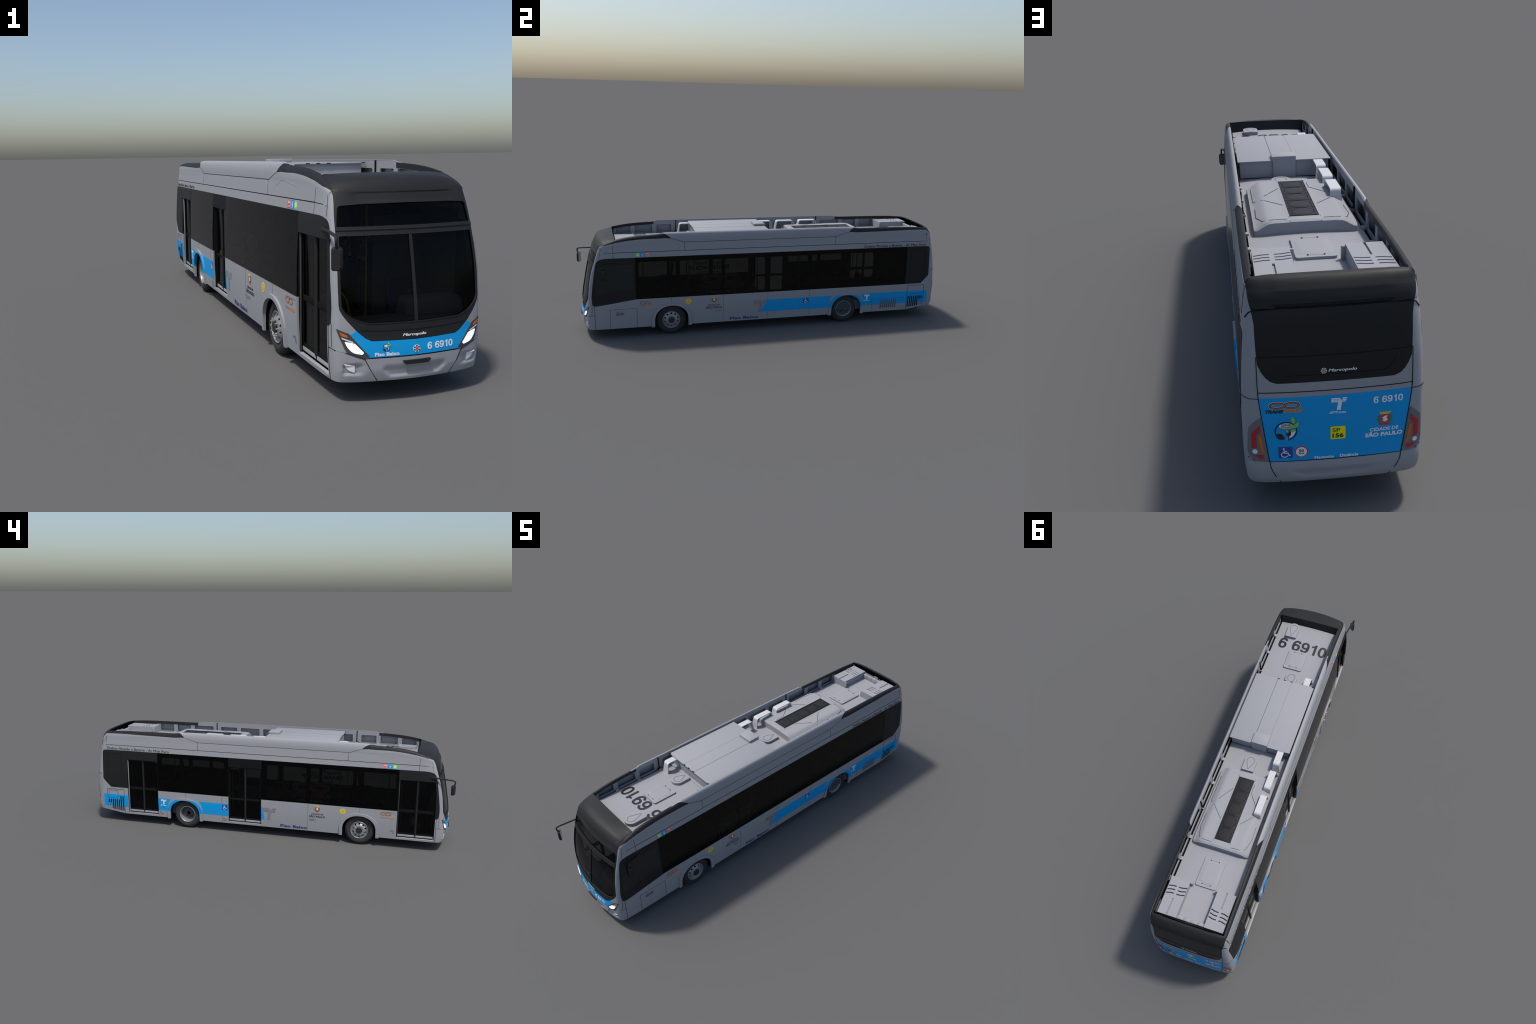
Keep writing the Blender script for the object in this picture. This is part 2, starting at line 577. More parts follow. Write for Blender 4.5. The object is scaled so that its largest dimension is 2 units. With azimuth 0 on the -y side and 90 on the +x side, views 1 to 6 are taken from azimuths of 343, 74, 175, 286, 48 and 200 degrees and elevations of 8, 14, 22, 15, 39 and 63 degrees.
def lathe_geo(prof, n=48, axis_x=True):
    """profile of (radius, x) turned about the x axis"""
    V, F = [], []
    for r, x in prof:
        for k in range(n):
            a = 2 * math.pi * k / n
            V.append((x, r * math.cos(a), r * math.sin(a)))
    for i in range(len(prof) - 1):
        for k in range(n):
            F.append([i * n + k, (i + 1) * n + k, (i + 1) * n + (k + 1) % n, i * n + (k + 1) % n])
    return V, F

def cyl_x(cx, cy, cz, r, x0, x1, n=12, dome=0):
    V, F = lathe_geo([(r, x0), (r, x1), (r * .7, x1 + dome), (.00001, x1 + dome)], n)
    return [(v[0], v[1] + cy, v[2] + cz) for v in V], F

# ---------------------------------------------------------------- surface maps
def SIDE(s):
    """a runs along the reading direction of that side"""
    return (lambda a, b: side_map(1, a, b)) if s > 0 else (lambda a, b: side_map(-1, -a, b))

def yz(s, pts):
    """outline given in (y, z), as (a, q) of that side"""
    return [(s * y, q_of(y, z)) for y, z in pts]

def FX(pts):
    return [(ft_x(x, q), q) for x, q in pts]
def mirror(pts):
    return [(-a, b) for a, b in reversed(pts)]

def arch(c, hw, zt, n=18, zb=.044):
    mid = .082
    out = [(c - hw * 1.0, zb)]
    for i in range(n + 1):
        a = math.pi - math.pi * i / n
        out.append((c + hw * math.copysign(abs(math.cos(a)) ** .95, math.cos(a)), mid + (zt - mid) * abs(math.sin(a)) ** .92))
    out.append((c + hw, zb))
    return out

FRONT_AXLE, REAR_AXLE = -.530, .438
ARCHES = (-.529, .449)
SILL = lambda y: .050 + .021 * min(max((y - .82) / .136, 0), 1)

decals = {k: Bag() for k in ('left', 'right', 'front', 'rear', 'roof')}
DECALMATS = [WHITE, INK, INKGREY, NAVY, ORANGE, YELLOW, LIME, GREEN, LEAFGREEN, AQUA, PINK, RED, SIGNBLUE, BLUE]
DW, DK, DG, DN, DO, DY, DL, DGR, DLG, DA, DP, DR, DS, DB = range(14)
seams = Bag()
ZG = [.06, .07, .08, .09, .10, .115, .13, .15, .17, .19]

# ================================================================ SIDES
ENDS = [-.91, -.90, -.89, -.88, -.87, -.86, -.85, -.84, -.83, -.82, .92, .93, .935, .94, .944]
def ends(s):
    return sorted(s * v for v in ENDS)
DOORS = ((-.913, -.722), (.004, .192), (.609, .797))
FDARK = [(-.918, .176), (-.930, .184), (-.932, .22), (-.929, .258), (-.9235, .30), (-.917, .345), (-.910, .385), (-.9035, .405), (-.893, .4165), (-.875, .4215), (-.856, .4232)]

def chaikin(P, n=2):
    for _ in range(n):
        Q = [P[0]]
        for a, b in zip(P[:-1], P[1:]):
            Q += [(a[0] * .75 + b[0] * .25, a[1] * .75 + b[1] * .25), (a[0] * .25 + b[0] * .75, a[1] * .25 + b[1] * .75)]
        P = Q + [P[-1]]
    return P
FDARK = FDARK[:3] + chaikin(FDARK[3:])
FPILLAR = [p for p in FDARK[1:] if p[0] < -.886]

for s in (1, -1):
    mp = SIDE(s)
    side_name = 'left' if s > 0 else 'right'
    # lower wall with wheel arches (and door cut-outs on the kerb side)
    o = [(-.919, .050)] + arch(ARCHES[0], .0885, .1615, zb=.050) + arch(ARCHES[1], .0885, .1615, zb=.050)
    o += [(.82, .050), (.948, SILL(.948)), (.948, .253), (.902, .206), (.805 if s > 0 else .797, .2055)]
    if s > 0:
        o += [(-.712, .2042), (-.919, .1765)]
    else:
        for y0, y1 in reversed(DOORS):
            zt = .2045 if y0 > -.9 else .176
            if y1 < .7:
                o += [(y1, .2045)]
            o += [(y1, .060), (y0, .060), (y0, zt)]
        o += [(-.919, .176)]
    skin('side_wall', yz(s, o), mp, SILVER, t=.006, grid=(ends(s), ZG + [.2, .22, .24]))
    # wheel arch flares
    for i, c in enumerate(ARCHES):
        outer, inner = arch(c, .1045, .1735, zb=.0465), arch(c, .0880, .1610, zb=.0465)
        ring = outer + inner[::-1]
        cl = [(ring, SILVER, [(1, .162, 1)]), (ring, BLUE, [(1, .162, -1), (1, .092, 1)]), (ring, SILVER, [(1, .092, -1)])] if i else [(ring, SILVER, [])]
        for out, mt, clips in cl:
            skin('wheel_arch_flare', [(s * y, z) for y, z in out], mp, mt, h=.0058, t=.012, clips=clips, grid=(None, ZG))
        # dark well behind the opening
        well = Bag()
        P = arch(c, .088, .161, zb=.047)
        V, F = [], []
        for y, z in P:
            V += [(s * .188, y, z), (s * .095, y, z)]
        for k in range(len(P) - 1):
            F.append([2 * k, 2 * k + 1, 2 * k + 3, 2 * k + 2])
        well.add(V, F)
        V2, F2 = fill(P); well.add([(s * .0955, a, b) for a, b in V2], F2)
        well.build('wheel_well', PIT)
    # joints of the lower wall
    for y, z0, z1 in ((-.255, .052, .204), (.229, .052, .204), (-.529, .176, .204), (.445, .177, .204)) + (((-.009, .052, .204),) if s > 0 else ()):
        line(seams, yz(s, [(y, z0), (y, z1)]), mp, w=.0009, h=.0003)
    # ---- paint band
    bag = decals[side_name]
    if s > 0:
        runs = [[(-.049, .0925), (.3445, .0925), (.3445, .12), (.352, .145), (.366, .162), (-.0115, .162)],
                [(.5535, .0915), (.948, .0915), (.948, .1625), (.532, .162), (.546, .14), (.5535, .115)]]
    else:
        runs = [[(.192, .0925), (.3445, .0925), (.3445, .12), (.352, .145), (.366, .162), (.192, .162)],
                [(.5535, .0915), (.609, .0915), (.609, .162), (.532, .162), (.546, .14), (.5535, .115)],
                [(.797, .0915), (.948, .0915), (.948, .1625), (.797, .162)],
                [(-.017, .0925), (.004, .0925), (.004, .162), (-.004, .162), (-.008, .135)]]
    for r in runs:
        patch(bag, yz(s, r), mp, DB, h=.0005, grid=(ends(s), ZG))
    # ---- dark areas of the window line
    if s > 0:
        o = FDARK + [(-.7125, .4232), (-.7125, .2042)]
        skin('driver_window_surround', yz(s, rounded(o, [.008, .006] + [0] * (len(o) - 2), 3)), mp, DARK, h=.0006, t=.004, grid=(ends(s), .03))
        g = [(-.918, .232), (-.905, .375), (-.880, .388), (-.722, .388), (-.722, .255), (-.835, .252)]
        skin('driver_window', yz(s, rounded(g, .01)), mp, GREENGLASS, h=.0012, t=.001, grid=(ends(s), .03))
    else:
        o = FDARK + [(-.722, .4232), (-.722, .3715), (-.9035, .3715), (-.9125, .30), (-.9125, .178)]
        skin('door_surround', yz(s, rounded(o, [.006, .01] + [0] * (len(o) - 2), 3)), mp, DARK, h=.0006, t=.008, grid=(ends(s), .03))
        skin('door_header', yz(s, rect(.004, .192, .3735, .4235)), mp, FRAME, h=0, t=.008, grid=(None, .02))
        skin('door_header', yz(s, rect(.609, .797, .3735, .4235)), mp, DARK, h=.0006, t=.008, grid=(None, .02))
    y0 = .8055 if s > 0 else .797
    o = [(y0, .2055), (.902, .2065), (.9475, .254), (.9465, .4215), (y0, .4235)]
    skin('engine_bay_panel', yz(s, rounded(o, [0, .01, .012, .016, 0])), mp, DARK, h=.0006, t=.004, grid=(ends(s), .03))
    line(seams, yz(s, [(.832, .215), (.832, .405), (.920, .405), (.920, .232)]), mp, w=.0009, h=.001)
    skin('corner_backing', yz(s, rect(.915, .9478, .395, .4236)), mp, SILVER, h=-.0004, t=.002, grid=(ends(s), .02))
    skin('corner_backing', yz(s, [(-.902, .400), (-.850, .400), (-.850, .4238), (-.886, .4238), (-.890, .4180)]), mp, SILVER, h=-.0006, t=.002, grid=(ends(s), .02))
    # ---- windows: outer panes, black frame behind with rounded openings
    if s > 0:
        panes = [(-.7125, -.495), (-.495, -.255), (-.255, -.011), (-.011, .2285), (.2285, .4205), (.4205, .614), (.614, .8055)]
        holes = [(-.702, -.505, .212), (-.485, -.2635, .212), (-.2465, -.024, .212), (.003, .217, .212), (.236, .4115, .256), (.430, .605, .256), (.623, .800, .256)]
        spans = [(-.7125, .8055)]
    else:
        panes = [(-.722, -.4975), (-.4975, -.252), (-.252, .004), (.192, .4125), (.4125, .609)]
        holes = [(-.711, -.507, .212), (-.489, -.2625, .212), (-.2415, -.023, .212), (.217, .403, .262), (.4215, .588, .262)]
        spans = [(-.722, .004), (.192, .609)]
    for a, b in panes:
        skin('window_pane', yz(s, rect(a + .0003, b - .0003, .2045, .4235)), mp, WINDOW, t=.0, grid=(None, .025))
    for a, b in spans:
        hs = [yz(s, rrect(h[0], h[1], h[2], .3985, .014)) for h in holes if h[0] >= a and h[1] <= b]
        skin('window_frame', yz(s, rect(a, b, .2045, .4235)), mp, FRAME, h=-.0035, t=.012, holes=hs, grid=(None, .025))
    # big mark on the glass, split by the pillar
    wb = Bag()
    mpw = mp
    ys = [-.363, -.166] if s > 0 else [.166, .363]
    ca = (ys[0] + ys[1]) / 2
    for k in (-1, 1):
        c = ca + k * .048
        for ra, rb, w, m in ((.0505, .0265, .0018, 0), (.0275, .0135, .0016, 0), (.039, .020, .005, 2)):
            V2, F2 = stroke(oval(c, .293, ra, rb, 40), w, True)
            V, F = lay(V2, F2, mpw, -.0042 + (.0002 if m == 2 else 0), 0)
            wb.add(V, F, m)
    l, r = (-.385, -.139) if s > 0 else (.139, .385)
    letters(wb, 'TRANS', (l, l + .113, .2355, .2615), mpw, 0, -.0042, .035, .2)
    letters(wb, 'TRANS', (l + .002, l + .111, .2375, .2595), mpw, 1, -.0038, .01, .2)
    letters(wb, 'WOLFF', (l + .124, r, .2355, .2615), mpw, 2, -.0042, .03, .2)
    letters(wb, '100% EL\u00c9TRICO', (l + .058, r - .047, .214, .2285), mpw, 0, -.0042, .012)
    nb = len(wb.F)
    back = Bag()
    back.add([(p[0] - s * .00045, p[1], p[2]) for p in wb.V], [list(reversed(f)) for f in wb.F])
    back.build('lettering_backing', FRAME, stuff=True)
    wb.build('window_lettering', [WHITE, INK, ORANGE], stuff=True)
    # ---- upper wall and roof fairing
    GA = sorted(list(np.arange(-.86, .93, .03)) + [-.545, -.535, .455, .465, .475] + [-.88, -.87])
    GA = sorted(s * v for v in GA)
    GB = [.44, .455, .47, .48, .49, .495, .500, .506, .512, .518, .524, .530, .536, .542, .547, .551, .554, .557]
    o = [(-.886, q_of(-.886, .4175)), (-.856, .4236), (.925, .4236)] + [(y, q_of(y, z)) for y, z in ((.925, .5155), (.70, .5165), (.448, .517))] + [(.468, .535), (.492, QTOP), (-.582, QTOP), (-.556, .537), (-.524, q_of(-.524, .515))]
    o += [(y, q_of(y, z)) for y, z in ((-.59, .5165), (-.661, .516), (-.70, .514), (-.743, .51), (-.78, .505), (-.82, .498), (-.855, .489), (-.886, .4795))]
    skin('roof_fairing', [(s * y, q) for y, q in o], mp, SILVER, h=.0006, t=.003, grid=(GA, GB))
    o = [(y, q_of(y, z)) for y, z in ((.448, .517), (.70, .5165), (.922, .5155))] + [(.922, QTOP), (.49, QTOP), (.468, .535)]
    skin('roof_edge_trim', [(s * y, q) for y, q in o], mp, BLACK, h=0, t=.003, grid=(GA, GB))
    o = [(y, q_of(y, z)) for y, z in ((-.893, .4752), (-.886, .4795), (-.855, .489), (-.82, .498), (-.78, .505), (-.743, .51), (-.70, .514), (-.661, .516), (-.59, .5165), (-.524, .515))]
    o += [(-.556, .537), (-.58, QTOP), (-.893, QTOP)]
    skin('roof_edge_trim', [(s * y, q) for y, q in o], mp, BLACK, h=0, t=.003, grid=(GA, GB))
    # joints and pressed creases of the fairing
    line(seams, yz(s, [(-.82, .451), (.925, .452)]), mp, w=.0024, h=.0008)
    line(seams, yz(s, [(-.884, .446), (-.86, .4495), (-.82, .451)]), mp, w=.0016, h=.0008)
    line(seams, [(s * y, q) for y, q in ((-.458, .452), (-.458, q_of(-.458, .494)), (-.457, .53), (-.456, QTOP))], mp, w=.0018, h=.0008)
    line(seams, [(s * y, q) for y, q in ((.371, .452), (.371, q_of(.371, .494)), (.373, .53), (.375, QTOP))], mp, w=.0018, h=.0008)
    line(seams, yz(s, [(-.524, .515), (-.465, .4945), (.371, .4945), (.448, .517)]), mp, w=.0014, h=.0008)
    line(seams, yz(s, [(-.82, .424), (-.82, .497)]), mp, w=.0016, h=.0008)
    line(seams, yz(s, [(.925, .452), (.923, .513)]), mp, w=.0014, h=.0008)
    crease = Bag()
    for path in ([(-.70, .482), (-.59, .4975), (-.572, .4975), (-.526, .479)], [(.42, .463), (.459, .489), (.89, .4885)]):
        line(crease, yz(s, path), mp, w=.0026, h=.0010, t=.0012)
    crease.build('fairing_crease', SILVER)
    # inner frame of the fairing with posts, standing on the roof
    posts = [-.793, -.696, -.578, -.459, -.32, -.18, -.04, .100, .236, .371, .526, .6355, .745, .86]
    wide = {-.459: .024, .371: .024, -.793: .006}
    openings = []
    for a, b in zip(posts[:-1], posts[1:]):
        ya, yb = a + wide.get(a, .0115), b - wide.get(b, .0115)
        zt = lambda y: min(RIM(y) - .016, .5195)
        openings.append(rounded([(ya, .4775), (yb, .4775), (yb, zt(yb)), (ya, zt(ya))], .007))
    top = [(y, RIM(y) - .0012) for y in (.905, .80, .60, .50, .46, .42, 0, -.50, -.56, -.62, -.68, -.75, -.80)]
    o = [(-.80, .466), (.905, .466)] + top
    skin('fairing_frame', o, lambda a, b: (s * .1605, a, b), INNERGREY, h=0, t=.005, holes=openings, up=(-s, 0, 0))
    V, F = [], []
    ysr = np.linspace(-.80, .905, 60)
    for y in ysr:
        V += [(s * .1600, y, RIM(y) - .001), (s * .1628, y, RIM(y) - .0006)]
    for k in range(len(ysr) - 1):
        F.append([2 * k, 2 * k + 1, 2 * k + 3, 2 * k + 2])
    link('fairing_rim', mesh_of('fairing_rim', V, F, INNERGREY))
    for ya, yb in ((-.80, -.582), (.492, .905)):
        ysr = np.linspace(ya, yb, 16)
        o = [(y, RIM(y) - .0155) for y in ysr] + [(y, RIM(y) - .0006) for y in reversed(ysr)]
        skin('inner_rail', o, lambda a, b: (s * .1600, a, b), BLACK, h=.0004, t=.001, up=(-s, 0, 0))
        V, F = [], []
        for y in ysr:
            V += [(s * .1596, y, RIM(y) - .0004), (s * .1632, y, RIM(y) + .0002)]
        link('inner_rail_top', mesh_of('inner_rail_top', V, [[2 * k, 2 * k + 1, 2 * k + 3, 2 * k + 2] for k in range(len(ysr) - 1)], BLACK))
    feet = Bag()
    for y in posts[1:-1]:
        feet.add(*box_geo(min(s * .147, s * .160), max(s * .147, s * .160), y - .008, y + .008, .470, .4795, .001))
    feet.build('fairing_foot', ROOFPAINT)
    feet = Bag()
    for y in (-.459, .371):
        V, F = box_geo(min(s * .1555, s * .160), max(s * .1555, s * .160), y - .0016, y + .0016, .472, RIM(y) - .001, 0)
        feet.add(V, F)
        feet.add(*box_geo(min(s * .149, s * .159), max(s * .149, s * .159), y - .009, y + .004, .472, .4805, .0))
    feet.build('frame_joint', SEAM)

# ---------------------------------------------------------------- side marks
for s, name in ((1, 'left'), (-1, 'right')):
    bag, mp = decals[name], SIDE(s)
    def A(y0, y1):
        return (min(s * y0, s * y1), max(s * y0, s * y1))
    def track_logo(a0, a1, b0, b1, w, lw, m=(DK, DO), letter=None):
        ca = (a0 + a1) / 2; cb = (b0 + b1) / 2; ra = (a1 - a0) / 4
        for k in (-1, 1):
            band(bag, oval(ca + k * ra * .97, cb, ra, (b1 - b0) / 2, 28), lw, mp, m[0], .0007, True)
            band(bag, oval(ca + k * ra * .97, cb, ra, (b1 - b0) / 2, 28), lw * .45, mp, m[1], .001, True)
    def t_logo(a0, a1, b0, b1, m, h=.001):
        """three parallel stripes bending from the left arm into the slanted stem, and a small flag"""
        W, H = a1 - a0, b1 - b0
        n = 3
        sw = H * .095; pitch = H * .125
        for k in range(n):
            o = k * pitch
            P = [(a0 + W * .01 - o * .1, b1 - sw / 2 - o)]
            cx, cy = a0 + W * .42, b1 - sw / 2 - H * .34
            R = H * .34 - o
            for j in range(9):
                t = math.radians(90 - 78 * j / 8)
                P.append((cx + R * math.cos(t) * .75, cy + R * math.sin(t)))
            P.append((cx + R * .75 - H * .10 - o * 0, b0))
            band(bag, P, sw, mp, m, h)
            fx0, fx1 = a0 + W * .72, a1
            band(bag, [(fx0 - o * .18, b1 - sw / 2 - o), (fx1 - o * .28, b1 - sw / 2 - o)], sw, mp, m, h)
    def wheelchair(a0, a1, b0, b1, h=.0009):
        patch(bag, rect(a0, a1, b0, b1), mp, DS, h)
        W, H = a1 - a0, b1 - b0
        f = lambda u, v: (a0 + u * W, b0 + v * H)
        patch(bag, oval(*f(.38, .84), W * .065), mp, DW, h + .0005)
        band(bag, [f(.39, .75), f(.43, .46), f(.66, .46), f(.76, .22), f(.86, .26)], W * .075, mp, DW, h + .0005)
        band(bag, [f(.42, .62), f(.62, .62)], W * .06, mp, DW, h + .0005)
        band(bag, [f(.44 + .24 * math.cos(math.radians(a)), .32 + .22 * math.sin(math.radians(a))) for a in range(110, 345, 15)], W * .065, mp, DW, h + .0005)
    def crest(ca, b0, b1, h=.0008):
        H = b1 - b0; W = H * .86
        f = lambda u, v: (ca + u * W, b0 + v * H)
        for k in (-1, 1):
            patch(bag, oval(*f(.40 * k, .62), W * .12, H * .10, 8), mp, DGR, h)
            patch(bag, oval(*f(.43 * k, .42), W * .12, H * .10, 8), mp, DGR, h)
            patch(bag, oval(*f(.36 * k, .24), W * .12, H * .10, 8), mp, DGR, h)
        patch(bag, [f(-.30, .76), f(-.30, .42), f(-.2, .26), f(0, .16), f(.2, .26), f(.30, .42), f(.30, .76)], mp, DR, h + .0003)
        patch(bag, [f(-.38, .02), f(.38, .02), f(.3, .16), f(-.3, .16)], mp, DR, h + .0003)
        patch(bag, [f(-.20, .52), f(-.06, .66), f(.20, .70), f(.10, .54), f(.22, .40), f(.02, .26), f(-.18, .36), f(-.06, .46)], mp, DW, h + .0006)
        patch(bag, [f(-.32, .80), f(.32, .80), f(.38, 1), f(.2, .92), f(.1, 1), f(0, .92), f(-.1, 1), f(-.2, .92), f(-.38, 1)], mp, DY, h + .0003)
    # small operator mark near the front wheel
    a0, a1 = A(-.692, -.637)
    track_logo(a0, a1, .1765, .1905, 0, .0028)
    a0, a1 = A(-.699, -.626) if s > 0 else A(-.711, -.637)
    letters(bag, 'TRANS', (a0, a0 + .034, .1665 if s > 0 else .1600, .1715 if s > 0 else .1655), mp, DG, .0007, .012, .25)
    letters(bag, 'WOLFF', (a0 + .035, a1, .1665 if s > 0 else .1595, .1735 if s > 0 else .1670), mp, DO, .0007, .045, .25)
    if s < 0:
        a0, a1 = A(-.714, -.641)
        letters(bag, 'www.sptrans.com.br', (a0, a1, .1915, .1965), mp, DG, .0007, .01)
    # year plate and flap on the driver's side
    if s > 0:
        numerals(bag, '2019', (-.814, -.777, .1235, .1345), mp, DK, .0008, .15)
        line(bag, rect(-.818, -.773, .1195, .1420), mp, .0005, .0006, True, m=DG)
        letters(bag, 'DETRAN', (-.812, -.779, .1385, .1405), mp, DG, .0008, .0)
        line(seams, [(-.843, .051), (-.8425, .155), (-.7085, .155), (-.708, .051)], mp, w=.0012, h=.0004)
    # notice disc
    ca = s * -.441
    patch(bag, oval(ca, .178, .0153, .0153, 28), mp, DY, .0007)
    for k, w in enumerate((.008, .004, .005, .010, .009, .006)):
        band(bag, [(ca - w, .1865 - k * .0034), (ca + w, .1865 - k * .0034)], .0010, mp, DG, .0010)
    # city arms and name
    c = -.305
    crest(s * c, .164, .195)
    a0, a1 = A(-.338, -.274)
    letters(bag, 'CIDADE DE', (a0, a1, .1465, .1535), mp, DK, .0007, .012)
    a0, a1 = A(-.348, -.263)
    letters(bag, 'S\u00c3O PAULO', (a0, a1, .1305, .1440), mp, DK, .0007, .02)
    a0, a1 = A(-.299, -.263)
    line(bag, rect(a0, a1, .1105, .1215), mp, .0005, .0006, True, m=DG)
    for k in range(3):
        band(bag, [(a0 + .003, .1190 - k * .003), (a1 - .003 - .004 * k, .1190 - k * .003)], .0012, mp, DG, .0008)
    a0, a1 = A(-.216, -.061) if s > 0 else A(-.104, -.252)
    letters(bag, 'Piso Baixo', (a0, a1, .0585, .0745), mp, DN, .0007, .022)
    # transport mark
    a0, a1 = A(-.090, -.014) if s > 0 else A(-.001, -.079)
    t_logo(a0, a1, .0935, .1615, DG)
    a0, a1 = A(.556, .588) if s > 0 else A(.592, .559)
    t_logo(a0, a1, .128, .156, DW, .0012)
    letters(bag, 'SPTrans', (a0 - .004, a1 - .001, .1185, .1255), mp, DW, .0012, .02, .2)
    # wheelchair sign
    a0, a1 = A(.193, .224) if s > 0 else A(.197, .228)
    wheelchair(a0, a1, .1285, .1565)
    # pictograms on the upper wall
    a = s * -.7095 if s > 0 else .638
    kinds = (DA, DS, DP) if s > 0 else (DP, DS, DA)
    for i, m in enumerate(kinds):
        l = a + i * .0245
        patch(bag, rect(l, l + .0225, .4265, .4475), mp, DB if m == DS else m, .0011)
        cc = l + .01125
        if m == DA:
            star = []
            for k in range(24):
                t = 2 * math.pi * k / 24
                rr = .0085 if k % 2 else .0055
                star.append((cc + rr * math.cos(t), .437 + rr * math.sin(t)))
            patch(bag, star, mp, DL, .0015)
        elif m == DS:
            band(bag, [(cc, .429), (cc, .445)], .0012, mp, DW, .0015)
            band(bag, [(cc - .004, .440), (cc - .004, .436), (cc, .433), (cc + .004, .436), (cc + .004, .442)], .0010, mp, DW, .0015)
            patch(bag, oval(cc, .4295, .0017), mp, DW, .0017)
        else:
            line(bag, rect(l + .001, l + .0215, .4275, .4465), mp, .0016, .0014, True, m=DR)
            patch(bag, rrect(cc - .006, cc + .006, .434, .444, .002), mp, DR, .0015)
            patch(bag, rrect(cc - .0045, cc + .0045, .4385, .4425, .001), mp, DW, .0018)
            band(bag, [(cc - .006, .431), (cc + .006, .431)], .0016, mp, DR, .0015)
    a0, a1 = A(.539, .920)
    letters(bag, '\u00d4nibus Movido a Bateria - Ar Mais Puro', (a0, a1, .4265, .4445), mp, DK, .0010, .03)
    # hand-hold outlines by the doors
    if s < 0:
        for y, z, f in ((-.699, .087, 1), (.590, .075, -1), (.211, .072, -1)):
            a = -y
            pts = [(a - .010, z + .005 * f), (a - .004, z + .009 * f), (a + .010, z + .009 * f), (a + .010, z - .009 * f), (a + .004, z - .003 * f), (a + .004, z + .004 * f)]
            if f < 0:
                pts = [(a - .010, z + .009), (a - .003, z + .005), (a - .003, z - .003), (a + .010, z - .003), (a + .006, z - .009), (a - .010, z - .009)]
            line(bag, pts, mp, .0008, .0006, True, m=DK)
    # ventilation grilles
    line(seams, yz(s, [(.82, .051), (.8205, .195), (.925, .195), (.925, .067)]), mp, w=.0013, h=.0009)
    if s > 0:
        line(seams, yz(s, [(.822, .146), (.924, .146)]), mp, w=.0013, h=.0009)
        line(seams, yz(s, [(.605, .052), (.605, .1265), (.8055, .1265)]), mp, w=.0008, h=.0009)
        slots = [(.8305 + k * .0118, .0655 + k * .0012, .132) for k in range(6)] + [(.9020, .110, .132), (.9140, .112, .132)]
        line(seams, yz(s, rect(.900, .914, .079, .101)), mp, w=.0006, h=.0009, closed=True)
    else:
        line(seams, yz(s, rect(.860, .916, .140, .187)), mp, w=.0009, h=.0009, closed=True)
        slots = [(.829, .066, .154), (.842, .0675, .154), (.854, .069, .133), (.867, .0705, .133), (.880, .072, .133), (.892, .073, .133), (.904, .110, .1325), (.916, .110, .1315)]
        line(seams, yz(s, rect(.898, .912, .080, .103)), mp, w=.0006, h=.0009, closed=True)
    slat = Bag()
    for y, z0, z1 in slots:
        skin('', yz(s, rrect(y - .0032, y + .0032, z0, z1, .0015, 2)), mp, None, h=.0010, t=.0012, bag=slat, grid=(None, .02))
    slat.build('vent_slot', SEAM)
    if s > 0:
        for k in range(8):
            y = .661 + k * .0128
            slat = Bag()
            skin('', yz(s, rrect(y - .0042, y + .0036, .0705, .1195, .001, 2)), mp, None, h=.0007, t=.0008, bag=slat, m=1, grid=(None, .02))
            skin('', yz(s, rrect(y - .0042, y - .0012, .0705, .1195, .0008, 2)), mp, None, h=.0024, t=.0022, bag=slat, m=0, grid=(None, .02))
            slat.build('vent_louvre', [INKGREY, LAMPGREY])

# ================================================================ FRONT
def both(pts):
    """left half outline (t < 0, from bottom to top) closed by its mirror image"""
    return pts + [(-a, b) for a, b in reversed(pts) if abs(a) > 1e-6]
FG = (.012, [.055, .06, .064, .068, .072, .076, .08, .085, .09, .095, .1, .11, .12, .13, .145, .16, .175, .19, .21, .235, .26, .29, .32, .35, .38, .40, .42, .44, .452, .457, .462, .47, .4735, .477, .482, .49, .50, .51, .52, .53, .545, .56, .575, .59])
fm = front_map

def tF(y, q):
    return ft_y(y, q, 1)
grey_edge = [(.1406, .1704), (.1618, .1942), (.1705, .206), (.1770, .2175), (.1790, .230), (.1800, .305), (.1800, .386), (.1807, .428), (.1806, .470)]
# black mask with openings for the two panes, running up over the brow to the roof
out = [(-a, q) for a, q in [(.1055, .1448), (.1194, .1516), (.1321, .1625)]] + [(-a, q) for a, q in grey_edge] + [(-.1835, .4782), (-.190, .488), (-.196, .50), (-.203, .53), (-.2090, .57), (-.2140, .60)]
lower = rounded([(-.1738, .3815), (-.1745, .305), (-.1735, .226), (-.166, .2125), (-.1454, .1965), (-.113, .1850), (0, .1842), (.113, .1850), (.1454, .1965), (.166, .2125), (.1735, .226), (.1745, .305), (.1738, .3815)],
                [.006, 0, .006, .006, .01, .01, 0, .01, .01, .006, .006, 0, .006], 3)
upper = rounded([(-.1775, .3995), (.1775, .3995), (.1735, .4475), (.12, .4505), (0, .4520), (-.12, .4505), (-.1735, .4475)], [.004, .004, .010, 0, 0, 0, .010], 4)
skin('front_mask', both(out), fm, BLACK, t=.008, holes=[lower, upper], grid=FG)
skin('windscreen', lower, fm, SCREEN, h=-.003, t=0, grid=FG)
skin('destination_window', upper, fm, SCREEN, h=-.003, t=0, grid=FG)
skin('windscreen_post', [(-.0036, .183), (.0036, .183), (.0036, .383), (-.0036, .383)], fm, BLACK, h=.0004, t=.004, grid=FG)
skin('windscreen_rail', [(-.1785, .3925), (.1785, .3925), (.1780, .3990), (-.1780, .3990)], fm, BLACK, h=.0022, t=.004, grid=FG)
trim = Bag()
line(trim, upper, fm, w=.0022, h=.0012, closed=True, t=.002)
line(trim, lower, fm, w=.0022, h=.0012, closed=True, t=.002)
trim.build('window_seal', BLACK)
